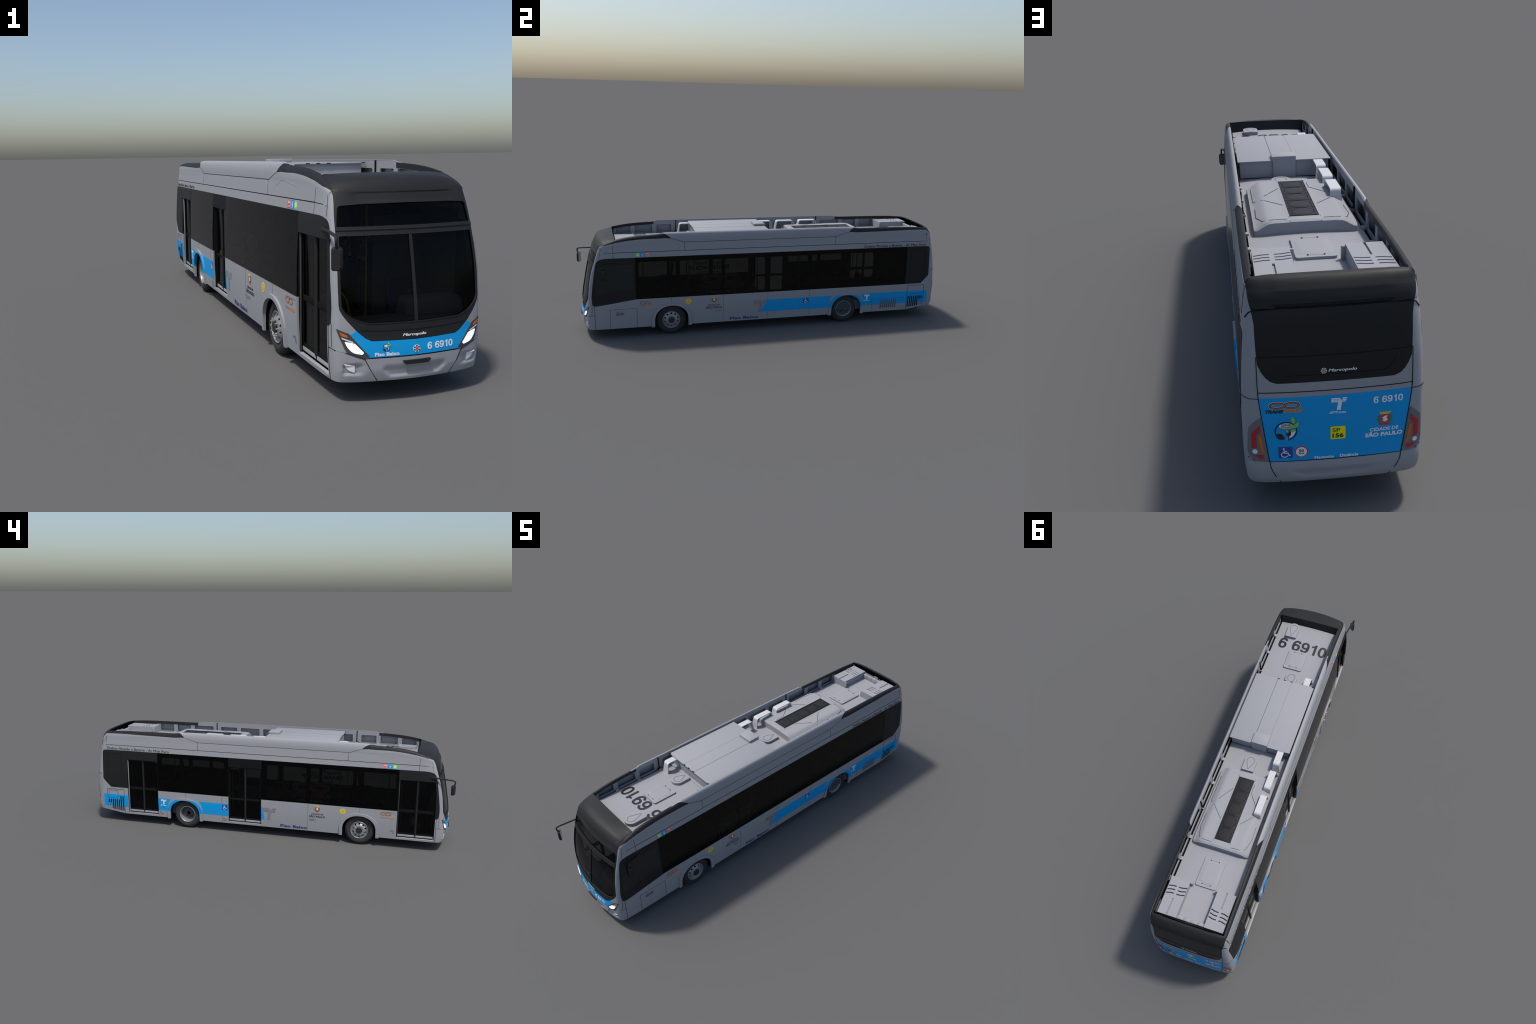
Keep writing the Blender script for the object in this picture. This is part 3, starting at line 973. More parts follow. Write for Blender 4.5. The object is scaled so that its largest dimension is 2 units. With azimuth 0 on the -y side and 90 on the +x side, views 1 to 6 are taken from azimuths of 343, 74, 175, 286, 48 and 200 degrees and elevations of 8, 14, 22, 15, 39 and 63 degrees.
line(seams, [(-.131, .1705), (-.08, .1672), (0, .1664), (.08, .1672), (.131, .1705)], fm, w=.0013, h=.0006)
# blue nose
blue_half = [(-.1125, .1077), (-.1549, .1608), (-.1406, .1704), (-.1321, .1625), (-.1194, .1516), (-.1055, .1448)]
skin('front_nose', blue_half + [(0, .143)] + [(-a, q) for a, q in reversed(blue_half)], fm, BLUE, h=.0008, t=.004, grid=FG)
skin('front_lip', [(-.108, .1035), (.108, .1035), (.1125, .1085), (-.1125, .1085)], fm, SEAM, h=-.0005, t=.004, grid=FG)
for sg in (1, -1):
    def tt(pts):
        p = [(sg * a, q) for a, q in pts]
        return p
    # silver pillar round the corner
    o = list(reversed(grey_edge))                      # down the mask edge
    o += [(.1527, .1606), (.1125, .1077), (.1230, .1050), (.1627, .1200), (.190, .1255), (tF(-.919, .128), .128)]
    o += [(tF(-.919, q), q) for q in (.15, .176)]
    o += [(tF(y, z), z) for y, z in FPILLAR] + [(tF(-.886, .4175), .4175), (tF(-.886, .45), .45), (tF(-.886, .471), .471), (.1940, .4800), (.1845, .4792)]
    skin('front_pillar', tt(o), fm, SILVER, t=.004, grid=(.004, .008))
    line(seams, tt([(tF(-.890, .423), .423), (tF(-.886, .45), .45), (.1977, .475)]), fm, w=.0009, h=.0009)
    line(seams, tt([(tF(-.934, .130), .130), (tF(-.932, .184), .184)]), fm, w=.0009, h=.0009)
    # corner bumper
    o = [(.0940, .050), (tF(-.919, .05), .050), (tF(-.919, .08), .08), (tF(-.919, .128), .1272), (.190, .1248), (.1627, .1193), (.1236, .1045), (.1126, .0823)]
    skin('front_bumper_corner', tt(o), fm, SILVER, t=.015, grid=(.004, FG[1]))
    line(seams, tt([(.0935, .0505), (.1124, .0823), (.1230, .1045)]), fm, w=.0014, h=.0012)
    line(seams, tt([(.1230, .1047), (.1627, .1196), (.190, .1250), (tF(-.919, .128), .1276)]), fm, w=.0014, h=.0012)
    line(seams, tt([(tF(-.919, q), q) for q in (.051, .08, .11, .14, .176)]), fm, w=.0012, h=.0012)
    # headlamp
    housing = rounded([(.1853, .1758), (.1560, .1640), (.1120, .1108), (.1244, .1063), (.1640, .1212)], [.004, .003, .002, .003, .01])
    ob = skin('headlamp', tt(housing), fm, LAMPGREY, h=.0014, t=.004, grid=(.008, FG[1]))
    lamp = rounded([(.1664, .1465), (.1442, .1414), (.1252, .1200), (.1288, .1160), (.1499, .1205), (.1619, .1343)], [.002, .002, .002, .002, .008, .008])
    skin('headlamp_lens', tt(lamp), fm, LAMPWHITE, h=.0022, t=.001, grid=(.008, None), parent=ob)
    skin('daylight_strip', tt([(.1733, .1560), (.1478, .1458), (.1490, .1432), (.1722, .1530)]), fm, LAMPCLEAR, h=.0022, t=.001, parent=ob)
    skin('front_indicator', tt([(.1775, .1676), (.1618, .1610), (.1590, .1550), (.1727, .1590)]), fm, LAMPORANGE, h=.0022, t=.001, parent=ob)
    # fog lamp in its pocket
    skin('fog_lamp', tt(rounded([(.1700, .0945), (.1445, .0895), (.1455, .0730), (.1610, .0795)], [.002, 0, 0, .006])), fm, LAMPCLEAR, h=.0022, t=.003, grid=(.006, .006))
# bumper centre with plate recess and pad
o = [(-.0930, .050), (.0930, .050), (.1118, .0823), (.1224, .1045), (.108, .1045), (-.108, .1045), (-.1224, .1045), (-.1118, .0823)]
skin('front_bumper', o, fm, SILVER, t=.015, grid=(.003, .0025))
skin('bumper_pad', rounded([(-.0285, .0875), (.0285, .0875), (.0355, .0965), (-.0355, .0965)], .003), lambda t, q: front_map(t, q) - np.array([0, front_relief(t, q), 0]), BLACK, h=.0055, t=.012, grid=(.01, None))
bag = decals['front']
letters(bag, 'Marcopolo', (-.0335, .0245, .1500, .1585), fm, DW, .0009, .04, .25)
numerals(bag, '6 6910', (.0272, .0962, .1165, .1325), fm, DW, .0014, .16)
letters(bag, 'Piso Baixo', (-.1001, -.0429, .1098, .1185), fm, DW, .0014, .03)
def ball_badge(bag, ca, cb, r, mp, h):
    patch(bag, oval(ca, cb, r, r, 24), mp, DW, h)
    patch(bag, oval(ca, cb, r * .34, r * .34, 14), mp, DR, h + .0006)
    for k in range(6):
        t = math.radians(60 * k + 30)
        patch(bag, oval(ca + r * .70 * math.cos(t), cb + r * .70 * math.sin(t), r * .24, r * .24, 8), mp, DK, h + .0004)
def green_emblem(bag, ca, cb, r, mp, h):
    """ring ending in a leaf and a plug, with a sprig of leaves"""
    patch(bag, oval(ca, cb, r * .92, r * .92, 32), mp, DB, h)
    patch(bag, oval(ca + r * .1, cb + r * .55, r * .7, r * .3, 18), mp, DW, h + .0002)
    patch(bag, [(ca + r * .05, cb - r * .9), (ca + r * .62, cb - r * .55), (ca + r * .85, cb - r * .05), (ca + r * .35, cb), (ca + r * .25, cb - r * .6)], mp, DW, h + .0002)
    band(bag, oval(ca, cb, r * .93, r * .93, 30, -70, 235), r * .10, mp, DK, h + .0005)
    patch(bag, rounded([(ca - r * .85, cb - r * .25), (ca - r * .35, cb - r * .25), (ca - r * .05, cb - r * .88), (ca - r * .60, cb - r * .88), (ca - r * .85, cb - r * .6)], r * .2), mp, DK, h + .0005)
    patch(bag, rounded([(ca + r * .02, cb - r * .05), (ca + r * .45, cb - r * .05), (ca + r * .42, cb - r * .42), (ca + r * .23, cb - r * .58), (ca + r * .04, cb - r * .42)], r * .06), mp, DK, h + .0007)
    for u in (.12, .35):
        band(bag, [(ca + r * u, cb - r * .05), (ca + r * u, cb + r * .15)], r * .07, mp, DK, h + .0007)
    band(bag, [(ca + r * .23, cb - r * .5), (ca + r * .23, cb - r * .98)], r * .08, mp, DK, h + .0007)
    for cu, cv, L, a in ((.62, 1.15, .34, 95), (.92, .62, .33, 55), (.42, .55, .30, 130), (.62, .05, .26, 20), (.10, .02, .2, 120)):
        t = math.radians(a)
        ux, uy = math.cos(t), math.sin(t)
        P = []
        for k in range(12):
            w = 2 * math.pi * k / 12
            e, f = L * math.cos(w), L * .48 * math.sin(w) * (1 - .35 * math.cos(w))
            P.append((ca + r * (cu + e * ux - f * uy), cb + r * (cv + e * uy + f * ux)))
        patch(bag, P, mp, DLG, h + .0009)
ball_badge(bag, -.0005, .1215, .0085, fm, .0014)
green_emblem(bag, -.0735, .1288, .0085, fm, .0014)

# ================================================================ BACK
rm = rear_map
RG = (.010, [.072, .076, .08, .084, .088, .092, .096, .10, .105, .11, .115, .12, .126, .13, .15, .17, .2, .23, .26, .29, .32, .35, .38, .41, .44, .46, .47, .4735, .475, .477, .480, .4835, .488, .494, .50, .506, .512, .518, .524, .53, .536, .542, .548, .554])
def tR(y, q):
    return abs(rt_y(y, q, 1))
back_edge = [(.1202, .3180), (.1334, .3232), (.1430, .332), (.1514, .3442), (.1588, .3601), (.1612, .3823), (.1664, .4412), (.1735, .4690), (.182, .492), (.1885, .508), (.1935, .5135)]
o = [(-a, q) for a, q in back_edge] + [(-tR(.925, .513), .515), (-.238, .520), (-.238, .56)]
skin('back_window', both(o), rm, BACKGLASS, t=.004, grid=RG, clips=[(1, .4725, -1)])
skin('back_visor', both(o), rm, BLACK, h=.0006, t=.004, grid=RG, clips=[(1, .4735, 1)])
skin('back_hatch_frame', rect(-.1202, .1202, .2985, .3180), rm, SILVER, h=0, t=.003, grid=RG)
skin('back_hatch_sill', rect(-.1202, .1202, .2865, .2975), rm, SILVER, h=0, t=.003, grid=RG)
skin('back_panel', [(-.1382, .1305), (.1382, .1305), (.1568, .2865), (-.1568, .2865)], rm, BLUE, h=.0005, t=.003, grid=RG)
for sg in (1, -1):
    tt = lambda pts: [(sg * a, q) for a, q in pts]
    o = [(.1202, .2865)] + back_edge + [(tR(.925, .513), .515)] + [(tR(.925, q), q) for q in (.49, .46, .4236)] + [(tR(.9475, q), q) for q in (.4215, .38, .33, .2865)]
    skin('back_pillar', tt(o), rm, SILVER, t=.004, grid=RG)
    o = [(.1382, .1305), (.1568, .2865)] + [(tR(.948, q), q) for q in (.2865, .24, .2, .16, .1305)]
    skin('back_corner', tt(o), rm, SILVER, t=.004, grid=RG)
    # joints
    line(seams, tt([(.1613, .376), (.1585, .2985), (.1570, .2855), (.1380, .1300)]), rm, w=.0014, h=.0013)
    line(seams, tt([(.1568, .2850), (.175, .2840), (.1880, .2842), (tR(.955, .284), .2790)]), rm, w=.0010, h=.0013)
    line(seams, tt([(.1265, .4735), (.168, .4700), (.178, .466), (tR(.947, .454), .4535)]), rm, w=.0022, h=.0015)
    line(seams, tt([(.1380, .1300), (.1365, .1162), (.1294, .0966), (.1167, .0705)]), rm, w=.0014, h=.0013)
    # tail lamp
    o = rounded([(.1545, .2410), (.1800, .2160), (.1842, .1500), (.1713, .1336), (.1392, .1305)], [.002, .008, .010, .008, .0])
    ob = skin('tail_lamp', tt(o), rm, TAILGREY, h=.0016, t=.004, grid=RG)
    o = [(.1559, .2225), (.1736, .2015), (.1732, .1655), (.1630, .1665), (.1645, .1944), (.1553, .2090)]
    skin('brake_light', tt(o), rm, LAMPRED, h=.0026, t=.0012, grid=RG, parent=ob)
    skin('rear_indicator', tt([(.1540, .2013), (.1594, .1928), (.1534, .1549), (.1475, .1524)]), rm, LAMPORANGE, h=.0026, t=.0012, grid=RG, parent=ob)
    skin('reflector', tt([(.1667, .1474), (.1503, .1475), (.1512, .1373), (.160, .1405)]), rm, LAMPRED, h=.0026, t=.0012, grid=RG, parent=ob)
    skin('reverse_light', tt(oval(.1672, .1570, .0055, .0055, 16)), rm, LAMPCLEAR, h=.0028, t=.0014, parent=ob)
# lower bumper
o = [(-tR(.948, .07), .0695), (-.1167, .0695), (.1167, .0695), (tR(.948, .07), .0695), (tR(.948, .10), .10), (tR(.948, .13), .1300), (-tR(.948, .13), .1300), (-tR(.948, .10), .10)]
skin('rear_bumper', o, rm, SILVER, t=.012, grid=(.005, RG[1]))
line(seams, [(-.185, .138), (-.1713, .1325), (-.1381, .1300), (0, .1292), (.1381, .1300), (.1713, .1325), (.185, .138)], rm, w=.0013, h=.0007)
line(seams, [(-.1585, .2985), (-.05, .2978), (.05, .2978), (.1585, .2985)], rm, w=.0016, h=.0006)
line(seams, [(-.1613, .3765), (-.05, .3750), (.05, .3750), (.1613, .3765)], rm, w=.0013, h=.0006)
band(seams, [(-.123, .4745), (.123, .4745)], .0025, rm, h=.0004)
pad = Bag()
line(pad, [(-.1225, .3555), (-.1215, .3497), (-.1035, .3320), (.1035, .3320), (.1215, .3497), (.1225, .3555)], rm, w=.0030, h=.0012, t=.0014)
pad.build('back_window_crease', BACKGLASS)
bag = decals['rear']
letters(bag, 'Marcopolo', (-.0157, .0430, .3370, .3450), rm, DW, .0009, .04, .25)
ball_badge(bag, -.0246, .3416, .0062, rm, .0010)
for k in (-1, 1):
    c = -.105 + k * .0147
    for w, m, h in ((.0062, DW, .0010), (.0048, DK, .0013), (.0014, DO, .0016)):
        band(bag, oval(c, .2685, .0145, .0062, 28), w, rm, m, h, True)
letters(bag, 'TRANS', (-.1440, -.1075, .2508, .2588), rm, DK, .0012, .05, .22)
letters(bag, 'WOLFF', (-.1065, -.0667, .2512, .2592), rm, DO, .0012, .05, .22)
mp = rm
t_logo(-.0105, .0215, .2505, .2790, DW, .0011)
letters(bag, 'SPTrans', (-.0140, .0199, .2422, .2478), rm, DW, .0011, .025, .2)
numerals(bag, '6 6910', (.0762, .1377, .2590, .2745), rm, DW, .0011, .16)
patch(bag, rrect(-.0119, .0191, .1788, .2100, .003), rm, DL, .0010)
letters(bag, 'SP', (-.0080, .0080, .1965, .2060), rm, DK, .0014, .0)
letters(bag, '156', (-.0080, .0150, .1825, .1930), rm, DK, .0014, .03)
crest(.1005, .2024, .2373, .0010)
letters(bag, 'CIDADE DE', (.0698, .1302, .1893, .1978), rm, DW, .0011, .025)
letters(bag, 'S\u00c3O PAULO', (.0602, .1392, .1752, .1875), rm, DW, .0011, .045)
green_emblem(bag, -.1030, .2065, .0235, rm, .0010)
letters(bag, 'ZERO', (-.1130, -.0950, .2195, .2245), rm, DK, .0022, .0)
for k in range(2):
    band(bag, [(-.1135, .2165 - k * .0035), (-.0945, .2165 - k * .0035)], .0014, rm, DG, .0022)
wheelchair(-.1193, -.0904, .1382, .1668, .0010)
patch(bag, oval(-.0722, .1525, .0140, .0142, 28), rm, DR, .0010)
patch(bag, oval(-.0722, .1525, .0115, .0117, 28), rm, DW, .0014)
letters(bag, '50', (-.0775, -.0670, .1520, .1590), rm, DK, .0018, .02)
letters(bag, 'Km/h', (-.0775, -.0665, .1470, .1505), rm, DK, .0018, .02)
letters(bag, 'Mantenha', (-.0449, -.0049, .1315, .1385), rm, DW, .0011, .04)
letters(bag, 'Dist\u00e2ncia', (.0078, .0465, .1315, .1390), rm, DW, .0011, .02)

# ================================================================ DOORS (kerb side)
s = -1
for i, (y0, y1) in enumerate(DOORS):
    depth = .1785
    shade = FRAME if i else DARK
    jamb = Bag()
    for a, b in ((y0 - .002, y0 + .0015), (y1 - .0015, y1 + .002)):
        jamb.add(*box_geo(-.1872, -.160, a, b, .058, .374, 0))
    jamb.add(*box_geo(-.1850, -.160, y0, y1, .3705, .3745, 0))
    jamb.build('door_jamb', FRAME)
    sill = Bag()
    sill.add(*box_geo(-.1893, -.170, y0, y1, .054, .0605, .0008))
    V, F = box_geo(-.1800, -.170, y0 + .002, y1 - .002, .0600, .0755, .0008)
    sill.add(V, F)
    sill.build('door_sill', SILVER)
    mid = (y0 + y1) / 2
    if i:
        box('sill_edge', (-.1894, -.1862, y0 + .003, y1 - .003, .0602, .0614), CHROME, 0)
    box('sill_joint', (-.1812, -.1790, mid - .0016, mid + .0016, .0600, .0760), SEAM, 0)
    if i == 2:
        box('door_pillar', (-.1880, -.1825, y1 - .0075, y1 - .0025, .062, .3715), STEEL, .0015)
    if i == 0:
        box('door_pillar', (-.1875, -.1830, y1 - .0060, y1 - .0025, .062, .3715), LAMPGREY, .001)
    for k, (a, b) in enumerate(((y0 + .003, mid - .0012), (mid + .0012, y1 - .003))):
        fr = .0055
        o = rect(a, b, .0745, .3705)
        zr = (.196, .213) if i != 1 else (.184, .197)
        inner = [rrect(a + fr, b - fr, zr[1], .3665, .003), rrect(a + fr, b - fr, .087, zr[0], .003)]
        leaf = skin('door', o, lambda u, v: (-depth, u, v), FRAME, t=.006, holes=inner, up=(-1, 0, 0))
        for g in inner:
            skin('door_window', g, lambda u, v: (-depth + .0005, u, v), DOORGLASS, t=0, up=(-1, 0, 0), parent=leaf)
        box('door_rail', (-depth - .0012, -depth + .002, a + .001, b - .001, zr[0] + .001, zr[1] - .001), SEAM, .0008, leaf)
    V, F = tube_geo([(-depth - .0005, mid, .0755), (-depth - .0005, mid, .3700)], .0050, 10)
    link('door_post', mesh_of('door_post', V, F, BLACK))
    for yy in (y0 + .016, y1 - .016):
        V, F = tube_geo([(-.160, yy, .12), (-.160, yy, .34)], .0020, 6)
        link('handrail', mesh_of('handrail', V, F, RAIL if i == 0 else STEEL))

# ================================================================ WHEELS
DISCGREY = material('wheel_disc_grey', (.13, .13, .132), .5, .2)
def wheel_parts(front):
    R = .0787
    w = .046 if front else .088
    tyre = [(.0455, -.006), (.047, -.0015), (.052, .0015), (.060, .0030), (.068, .0020), (.0735, -.002), (.0768, -.0065), (.0780, -.0105), (R, -.014)]
    tread = []
    for x in (-.017, -.024, -.031):
        tread += [(R, x + .0035), (R, x + .0012), (R - .002, x + .0008), (R - .002, x - .0008), (R, x - .0012)]
    tyre += tread + [(R, -.036), (.0775, -.040), (.072, -.0445), (.060, -w), (.0455, -w + .003)]
    if not front:
        tyre = tyre[:-4] + [(.0775, -.040), (.070, -.0425), (.070, -.0455), (.0775, -.048), (R, -.052), (R, -.076), (.0775, -.081), (.060, -w), (.0455, -w + .003)]
    return tyre

def build_wheel(s, y, front):
    e = bpy.data.objects.new('wheel', None)
    bpy.context.scene.collection.objects.link(e); e.parent = BUS
    e.location = (s * .1835, y, .0787)
    if s < 0:
        e.rotation_euler = (0, 0, math.pi)
    V, F = lathe_geo(wheel_parts(front), 64)
    link('tyre', mesh_of('tyre', V, F, RUBBER, 30), e)
    bead = Bag()
    bead.add(*lathe_geo([(.0625, .0029), (.0632, .0036), (.0640, .0026)], 64))
    bead.add(*lathe_geo([(.0500, .0010), (.0508, .0018), (.0516, .0014)], 64))
    bead.build('tyre_ring', RUBBER, e)
    if front:
        V, F = lathe_geo([(.0468, -.008), (.0470, .0012), (.0455, .0026), (.0436, .0010), (.0425, -.0040), (.0418, -.0045)], 64)
        rim = link('rim', mesh_of('rim', V, F, STEEL, 40), e)
        holes = [oval(.0345 * math.cos(2 * math.pi * (k + .5) / 10), .0345 * math.sin(2 * math.pi * (k + .5) / 10), .0046, .0046, 14) for k in range(10)]
        def disc(a, b):
            r = math.hypot(a, b)
            return (-.0045 + .0085 * smooth(.042, .026, r) if False else -.0045 + .0095 * (1 - smooth(.024, .042, r)), a, b)
        skin('wheel_disc', oval(0, 0, .0420, .0420, 48), disc, STEEL, holes=[oval(0, 0, .015, .015, 30)] + holes, t=.004, up=(1, 0, 0), grid=(.006, .006), parent=e)
        V, F = lathe_geo([(.0422, -.012), (.0001, -.012)], 32)
        link('brake_drum', mesh_of('brake_drum', V, F, PIT), e)
        V, F = lathe_geo([(.0165, .000), (.0165, .0085), (.0150, .0105), (.008, .0112), (.0001, .0112)], 32)
        link('hub', mesh_of('hub', V, F, HUB), e)
        r, x0, x1, rn = .0245, .002, .0125, .0024
    else:
        V, F = lathe_geo([(.0468, -.008), (.0470, .0012), (.0455, .0024), (.0435, .0006), (.0420, -.006), (.0410, -.022), (.0395, -.036), (.036, -.0392)], 64)
        rim = link('rim', mesh_of('rim', V, F, STEEL, 40), e)
        holes = [oval(.0305 * math.cos(2 * math.pi * (k + .5) / 10), .0305 * math.sin(2 * math.pi * (k + .5) / 10), .0036, .0036, 12) for k in range(10)]
        skin('wheel_disc', oval(0, 0, .0368, .0368, 48), lambda a, b: (-.0395, a, b), DISCGREY, holes=holes, t=.004, up=(1, 0, 0), parent=e)
        V, F = lathe_geo([(.037, -.046), (.0001, -.046)], 32)
        link('brake_drum', mesh_of('brake_drum', V, F, PIT), e)
        V, F = lathe_geo([(.0215, -.044), (.0208, -.026), (.019, -.0220), (.010, -.0205), (.0001, -.0205)], 32)
        link('hub', mesh_of('hub', V, F, HUB), e)
        r, x0, x1, rn = .0255, -.041, -.033, .0020
    me = None
    for k in range(10):
        t = 2 * math.pi * k / 10
        if me is None:
            V, F = lathe_geo([(rn, x0), (rn, x1 - .002), (rn * .75, x1), (.0001, x1 + .0006)], 8)
            me = mesh_of('lug_nut', V, F, CHROME if front else LAMPGREY)
        link('lug_nut', me, e, (0, r * math.cos(t), r * math.sin(t)))
    V, F = lathe_geo([(.02, -.05), (.02, -.19)], 16)
    link('axle_stub', mesh_of('axle_stub', V, F, PIT), e)
for s in (1, -1):
    build_wheel(s, FRONT_AXLE, True)
    build_wheel(s, REAR_AXLE, False)

# ================================================================ MIRRORS
def build_mirror(path, cx, y, z0, z1, w, yaw):
    cs, sn = math.cos(math.radians(yaw)), math.sin(math.radians(yaw))
    turn = lambda V: [(cx + (p[0] - cx) * cs - (p[1] - y) * sn, y + (p[0] - cx) * sn + (p[1] - y) * cs, p[2]) for p in V]
    V, F = tube_geo(path, lambda t: .0042 - .0010 * t, 10, 2)
    arm = link('mirror_arm', mesh_of('mirror_arm', V, F, BLACK))
    prof = rounded([(-w / 2, z0 + .004), (-w / 2 + .003, z0), (w / 2 - .004, z0), (w / 2, z0 + .008), (w / 2, z1 - .006), (w / 2 - .004, z1), (-w / 2 + .003, z1), (-w / 2, z1 - .003)], .002, 3)
    V2, F2 = fill(prof)
    V, F = lay(V2, F2, lambda a, b: (cx + a, y + .0055, b), 0, .002, up=(0, 1, 0))
    bag = Bag().add(turn(V), F)
    zc = (z0 + z1) / 2
    n = len(prof)
    ring0 = [(cx + a, y + .0055, b) for a, b in prof]
    ring1 = [(cx + a * .98, y - .002, zc + (b - zc) * .98) for a, b in prof]
    ring2 = [(cx + a * .62, y - .0068, zc + (b - zc) * .86) for a, b in prof]
    VV = ring0 + ring1 + ring2
    FF = []
    for l in (0, 1):
        for k in range(n):
            FF.append([l * n + k, l * n + (k + 1) % n, (l + 1) * n + (k + 1) % n, (l + 1) * n + k])
    FF.append([2 * n + k for k in range(n)])
    bag.add(turn(VV), FF)
    bag.build('mirror_housing', BLACK, arm)
    prof2 = [(a * .86, zc + (b - zc) * .93) for a, b in prof]
    V2, F2 = fill(prof2)
    V, F = lay(V2, F2, lambda a, b: (cx + a, y + .0055, b), .0008, .0008, up=(0, 1, 0))
    link('mirror_glass', mesh_of('mirror_glass', turn(V), F, MIRRORGLASS), arm)

build_mirror([(-.1850, -.872, .3945), (-.1915, -.885, .3945), (-.1960, -.930, .3935), (-.2045, -.978, .3915), (-.2075, -.9960, .3890), (-.2085, -.9975, .378), (-.2050, -.9930, .362)], -.2030, -.9905, .3145, .3660, .0255, -34)
build_mirror([(.1860, -.805, .3945), (.1915, -.815, .3945), (.1975, -.845, .3920), (.2020, -.868, .3870), (.2030, -.8745, .378), (.2030, -.8740, .362)], .2035, -.8720, .3150, .3660, .0230, 22)

# ================================================================ ROOF
def roof_z(x, y=0):
    return .4800 - .0065 * (x / .15) ** 2
def roof(dz=0.0):
    return lambda a, b: (a, b, roof_z(a) + dz)
UP = (0, 0, 1)
skin('roof_skin', rect(-.1505, .1505, -.799, .906), roof(), ROOFPAINT, t=.012, grid=(.02, .2), up=UP)
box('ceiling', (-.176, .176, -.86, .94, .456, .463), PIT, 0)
roofbag = decals['roof']
rd = lambda a, b: (-a, -b, roof_z(a))       # read from behind the bus
numerals(roofbag, '6 6910', (-.1235, .1395, .6275, .6955), rd, DK, .0006, .165, up=UP)
# battery pack
pack = box('battery_pack', (-.1465, .1465, -.388, -.002, .468, .535), ROOFPAINT, .002)
box('battery_lid', (-.1530, .1530, -.3945, .0035, .5335, .5370), ROOFPAINT, .0006, pack)
box('battery_cover', (-.0385, .0405, -.0555, .0050, .5372, .5500), ROOFPAINT, .0012, pack)
box('battery_cover', (-.0370, .0375, -.001, .0065, .478, .5395), ROOFPAINT, .0012, pack)
box('battery_step', (-.1490, .1490, -.402, -.387, .4720, .4835), ROOFPAINT, .0015, pack)
bits = Bag()
for x in (-.037, .037):
    bits.add(*box_geo(x - .0006, x + .0006, -.004, .0005, .480, .533, 0))
    bits.add(*box_geo(x - (.0007 if x > 0 else .00025), x + (.0007 if x > 0 else .00025), -.3948, .0038, .5362, .53715, 0))
for x in (.150, -.150, .0, .034, -.034):
    bits.add(*box_geo(x - .006, x + .006, -.3955, -.3915, .5350, .5376, 0))
bits.add(*box_geo(-.146, .146, -.0022, -.0012, .478, .4805, 0))
bits.build('battery_joint', SEAM, pack)
# air conditioner
AC0, AC1 = .150, .548
def ac_z(x, y):
    ax = abs(x)
    z = .5135 - .0165 * smooth(.092, .136, ax) - .0010 * smooth(.04, .046, ax)
    e = min(y - AC0, AC1 - y)
    z -= .0035 * (1 - smooth(0, .010, e)) + .004 * (1 - smooth(0, .045, e)) * smooth(.075, .120, ax)
    return z
acm = lambda a, b: (a, b, ac_z(a, b))
V2, F2 = fill(rounded([(-.134, AC0), (.134, AC0), (.134, AC1), (-.134, AC1)], [.02, .02, .010, .010]))
V2, F2 = cut(V2, F2, ([-.13, -.124, -.118, -.112, -.106, -.10, -.094, -.08, -.06, -.045, -.04, 0, .04, .045, .06, .08, .094, .10, .106, .112, .118, .124, .13], [.152, .154, .157, .160, .17, .18, .19, .2, .3, .4, .5, .51, .52, .53, .538, .541, .544, .546]))
V, F = lay(V2, F2, acm, 0, 0, up=UP)
nv = len(V)
cnt = set()
for f in F:
    for k in range(len(f)):
        cnt.add((f[k], f[(k + 1) % len(f)]))
low = {}
for a, b in list(cnt):
    if (b, a) not in cnt:
        for k in (a, b):
            if k not in low:
                low[k] = len(V)
                p = V[k]
                V.append(np.array([p[0] * 1.012, (p[1] - .349) * 1.008 + .349, .474]))
        F.append([b, a, low[a], low[b]])
ac = link('air_conditioner', mesh_of('air_conditioner', V, F, ROOFPAINT, 40))
acl = Bag()
for sg in (1, -1):
    f = lambda pts: [(sg * x, y) for x, y in pts]
    line(acl, f([(.045, .249), (.090, .318), (.120, .341), (.124, .330), (.124, .20)]) if sg > 0 else f([(.046, .2), (.046, .248), (.087, .305), (.087, .255)]), acm, .0019, .0009, up=UP)
    line(acl, f([(.103, .350), (.047, .412)]), acm, .0019, .0009, up=UP)
    line(acl, f([(.122, .400), (.124, .470), (.110, .520), (.090, .530), (.047, .532)]), acm, .0019, .0009, up=UP)
    line(acl, f([(.0405, AC0 + .002), (.0405, .182)]), acm, .0012, .0008, up=UP)
    line(acl, f([(.0405, .513), (.0405, AC1 - .002)]), acm, .0012, .0008, up=UP)
acl.build('cover_groove', LAMPGREY, ac)
fan = box('fan_tray', (-.0385, .0385, .1815, .5135, .508, .5146), BLACK, .0006, ac)
fans = Bag()
for x in (-.0365, .0365, -.031, .031):
    fans.add(*box_geo(x - .0008, x + .0008, .182, .513, .5146, .5158, 0))
fans.build('fan_rail', BLACK, fan)
dv = Bag()
for k in range(6):
    y = .183 + .0659 * k
    dv.add(*box_geo(-.037, .037, y - .0006, y + .0006, .5146, .5152, 0))
for k in range(5):
    V2, F2 = stroke(oval(0, .183 + .0659 * (k + .5), .029, .029, 36), .0012, True)
    V, F = lay(V2, F2, lambda a, b: (a, b, .5147), .0002, .0002, up=UP)
    dv.add(V, F)
dv.build('fan_joint', SEAM, fan)
for k in range(5):
    yc = .183 + .0659 * (k + .5)
    skin('fan_cover', oval(0, yc, .0282, .0282, 36), lambda a, b: (a, b, .5147 + .0011 * (1 - (a * a + (b - yc) ** 2) / .0282 ** 2)), BLACK, t=.0004, up=UP, grid=(.008, .008), parent=fan)
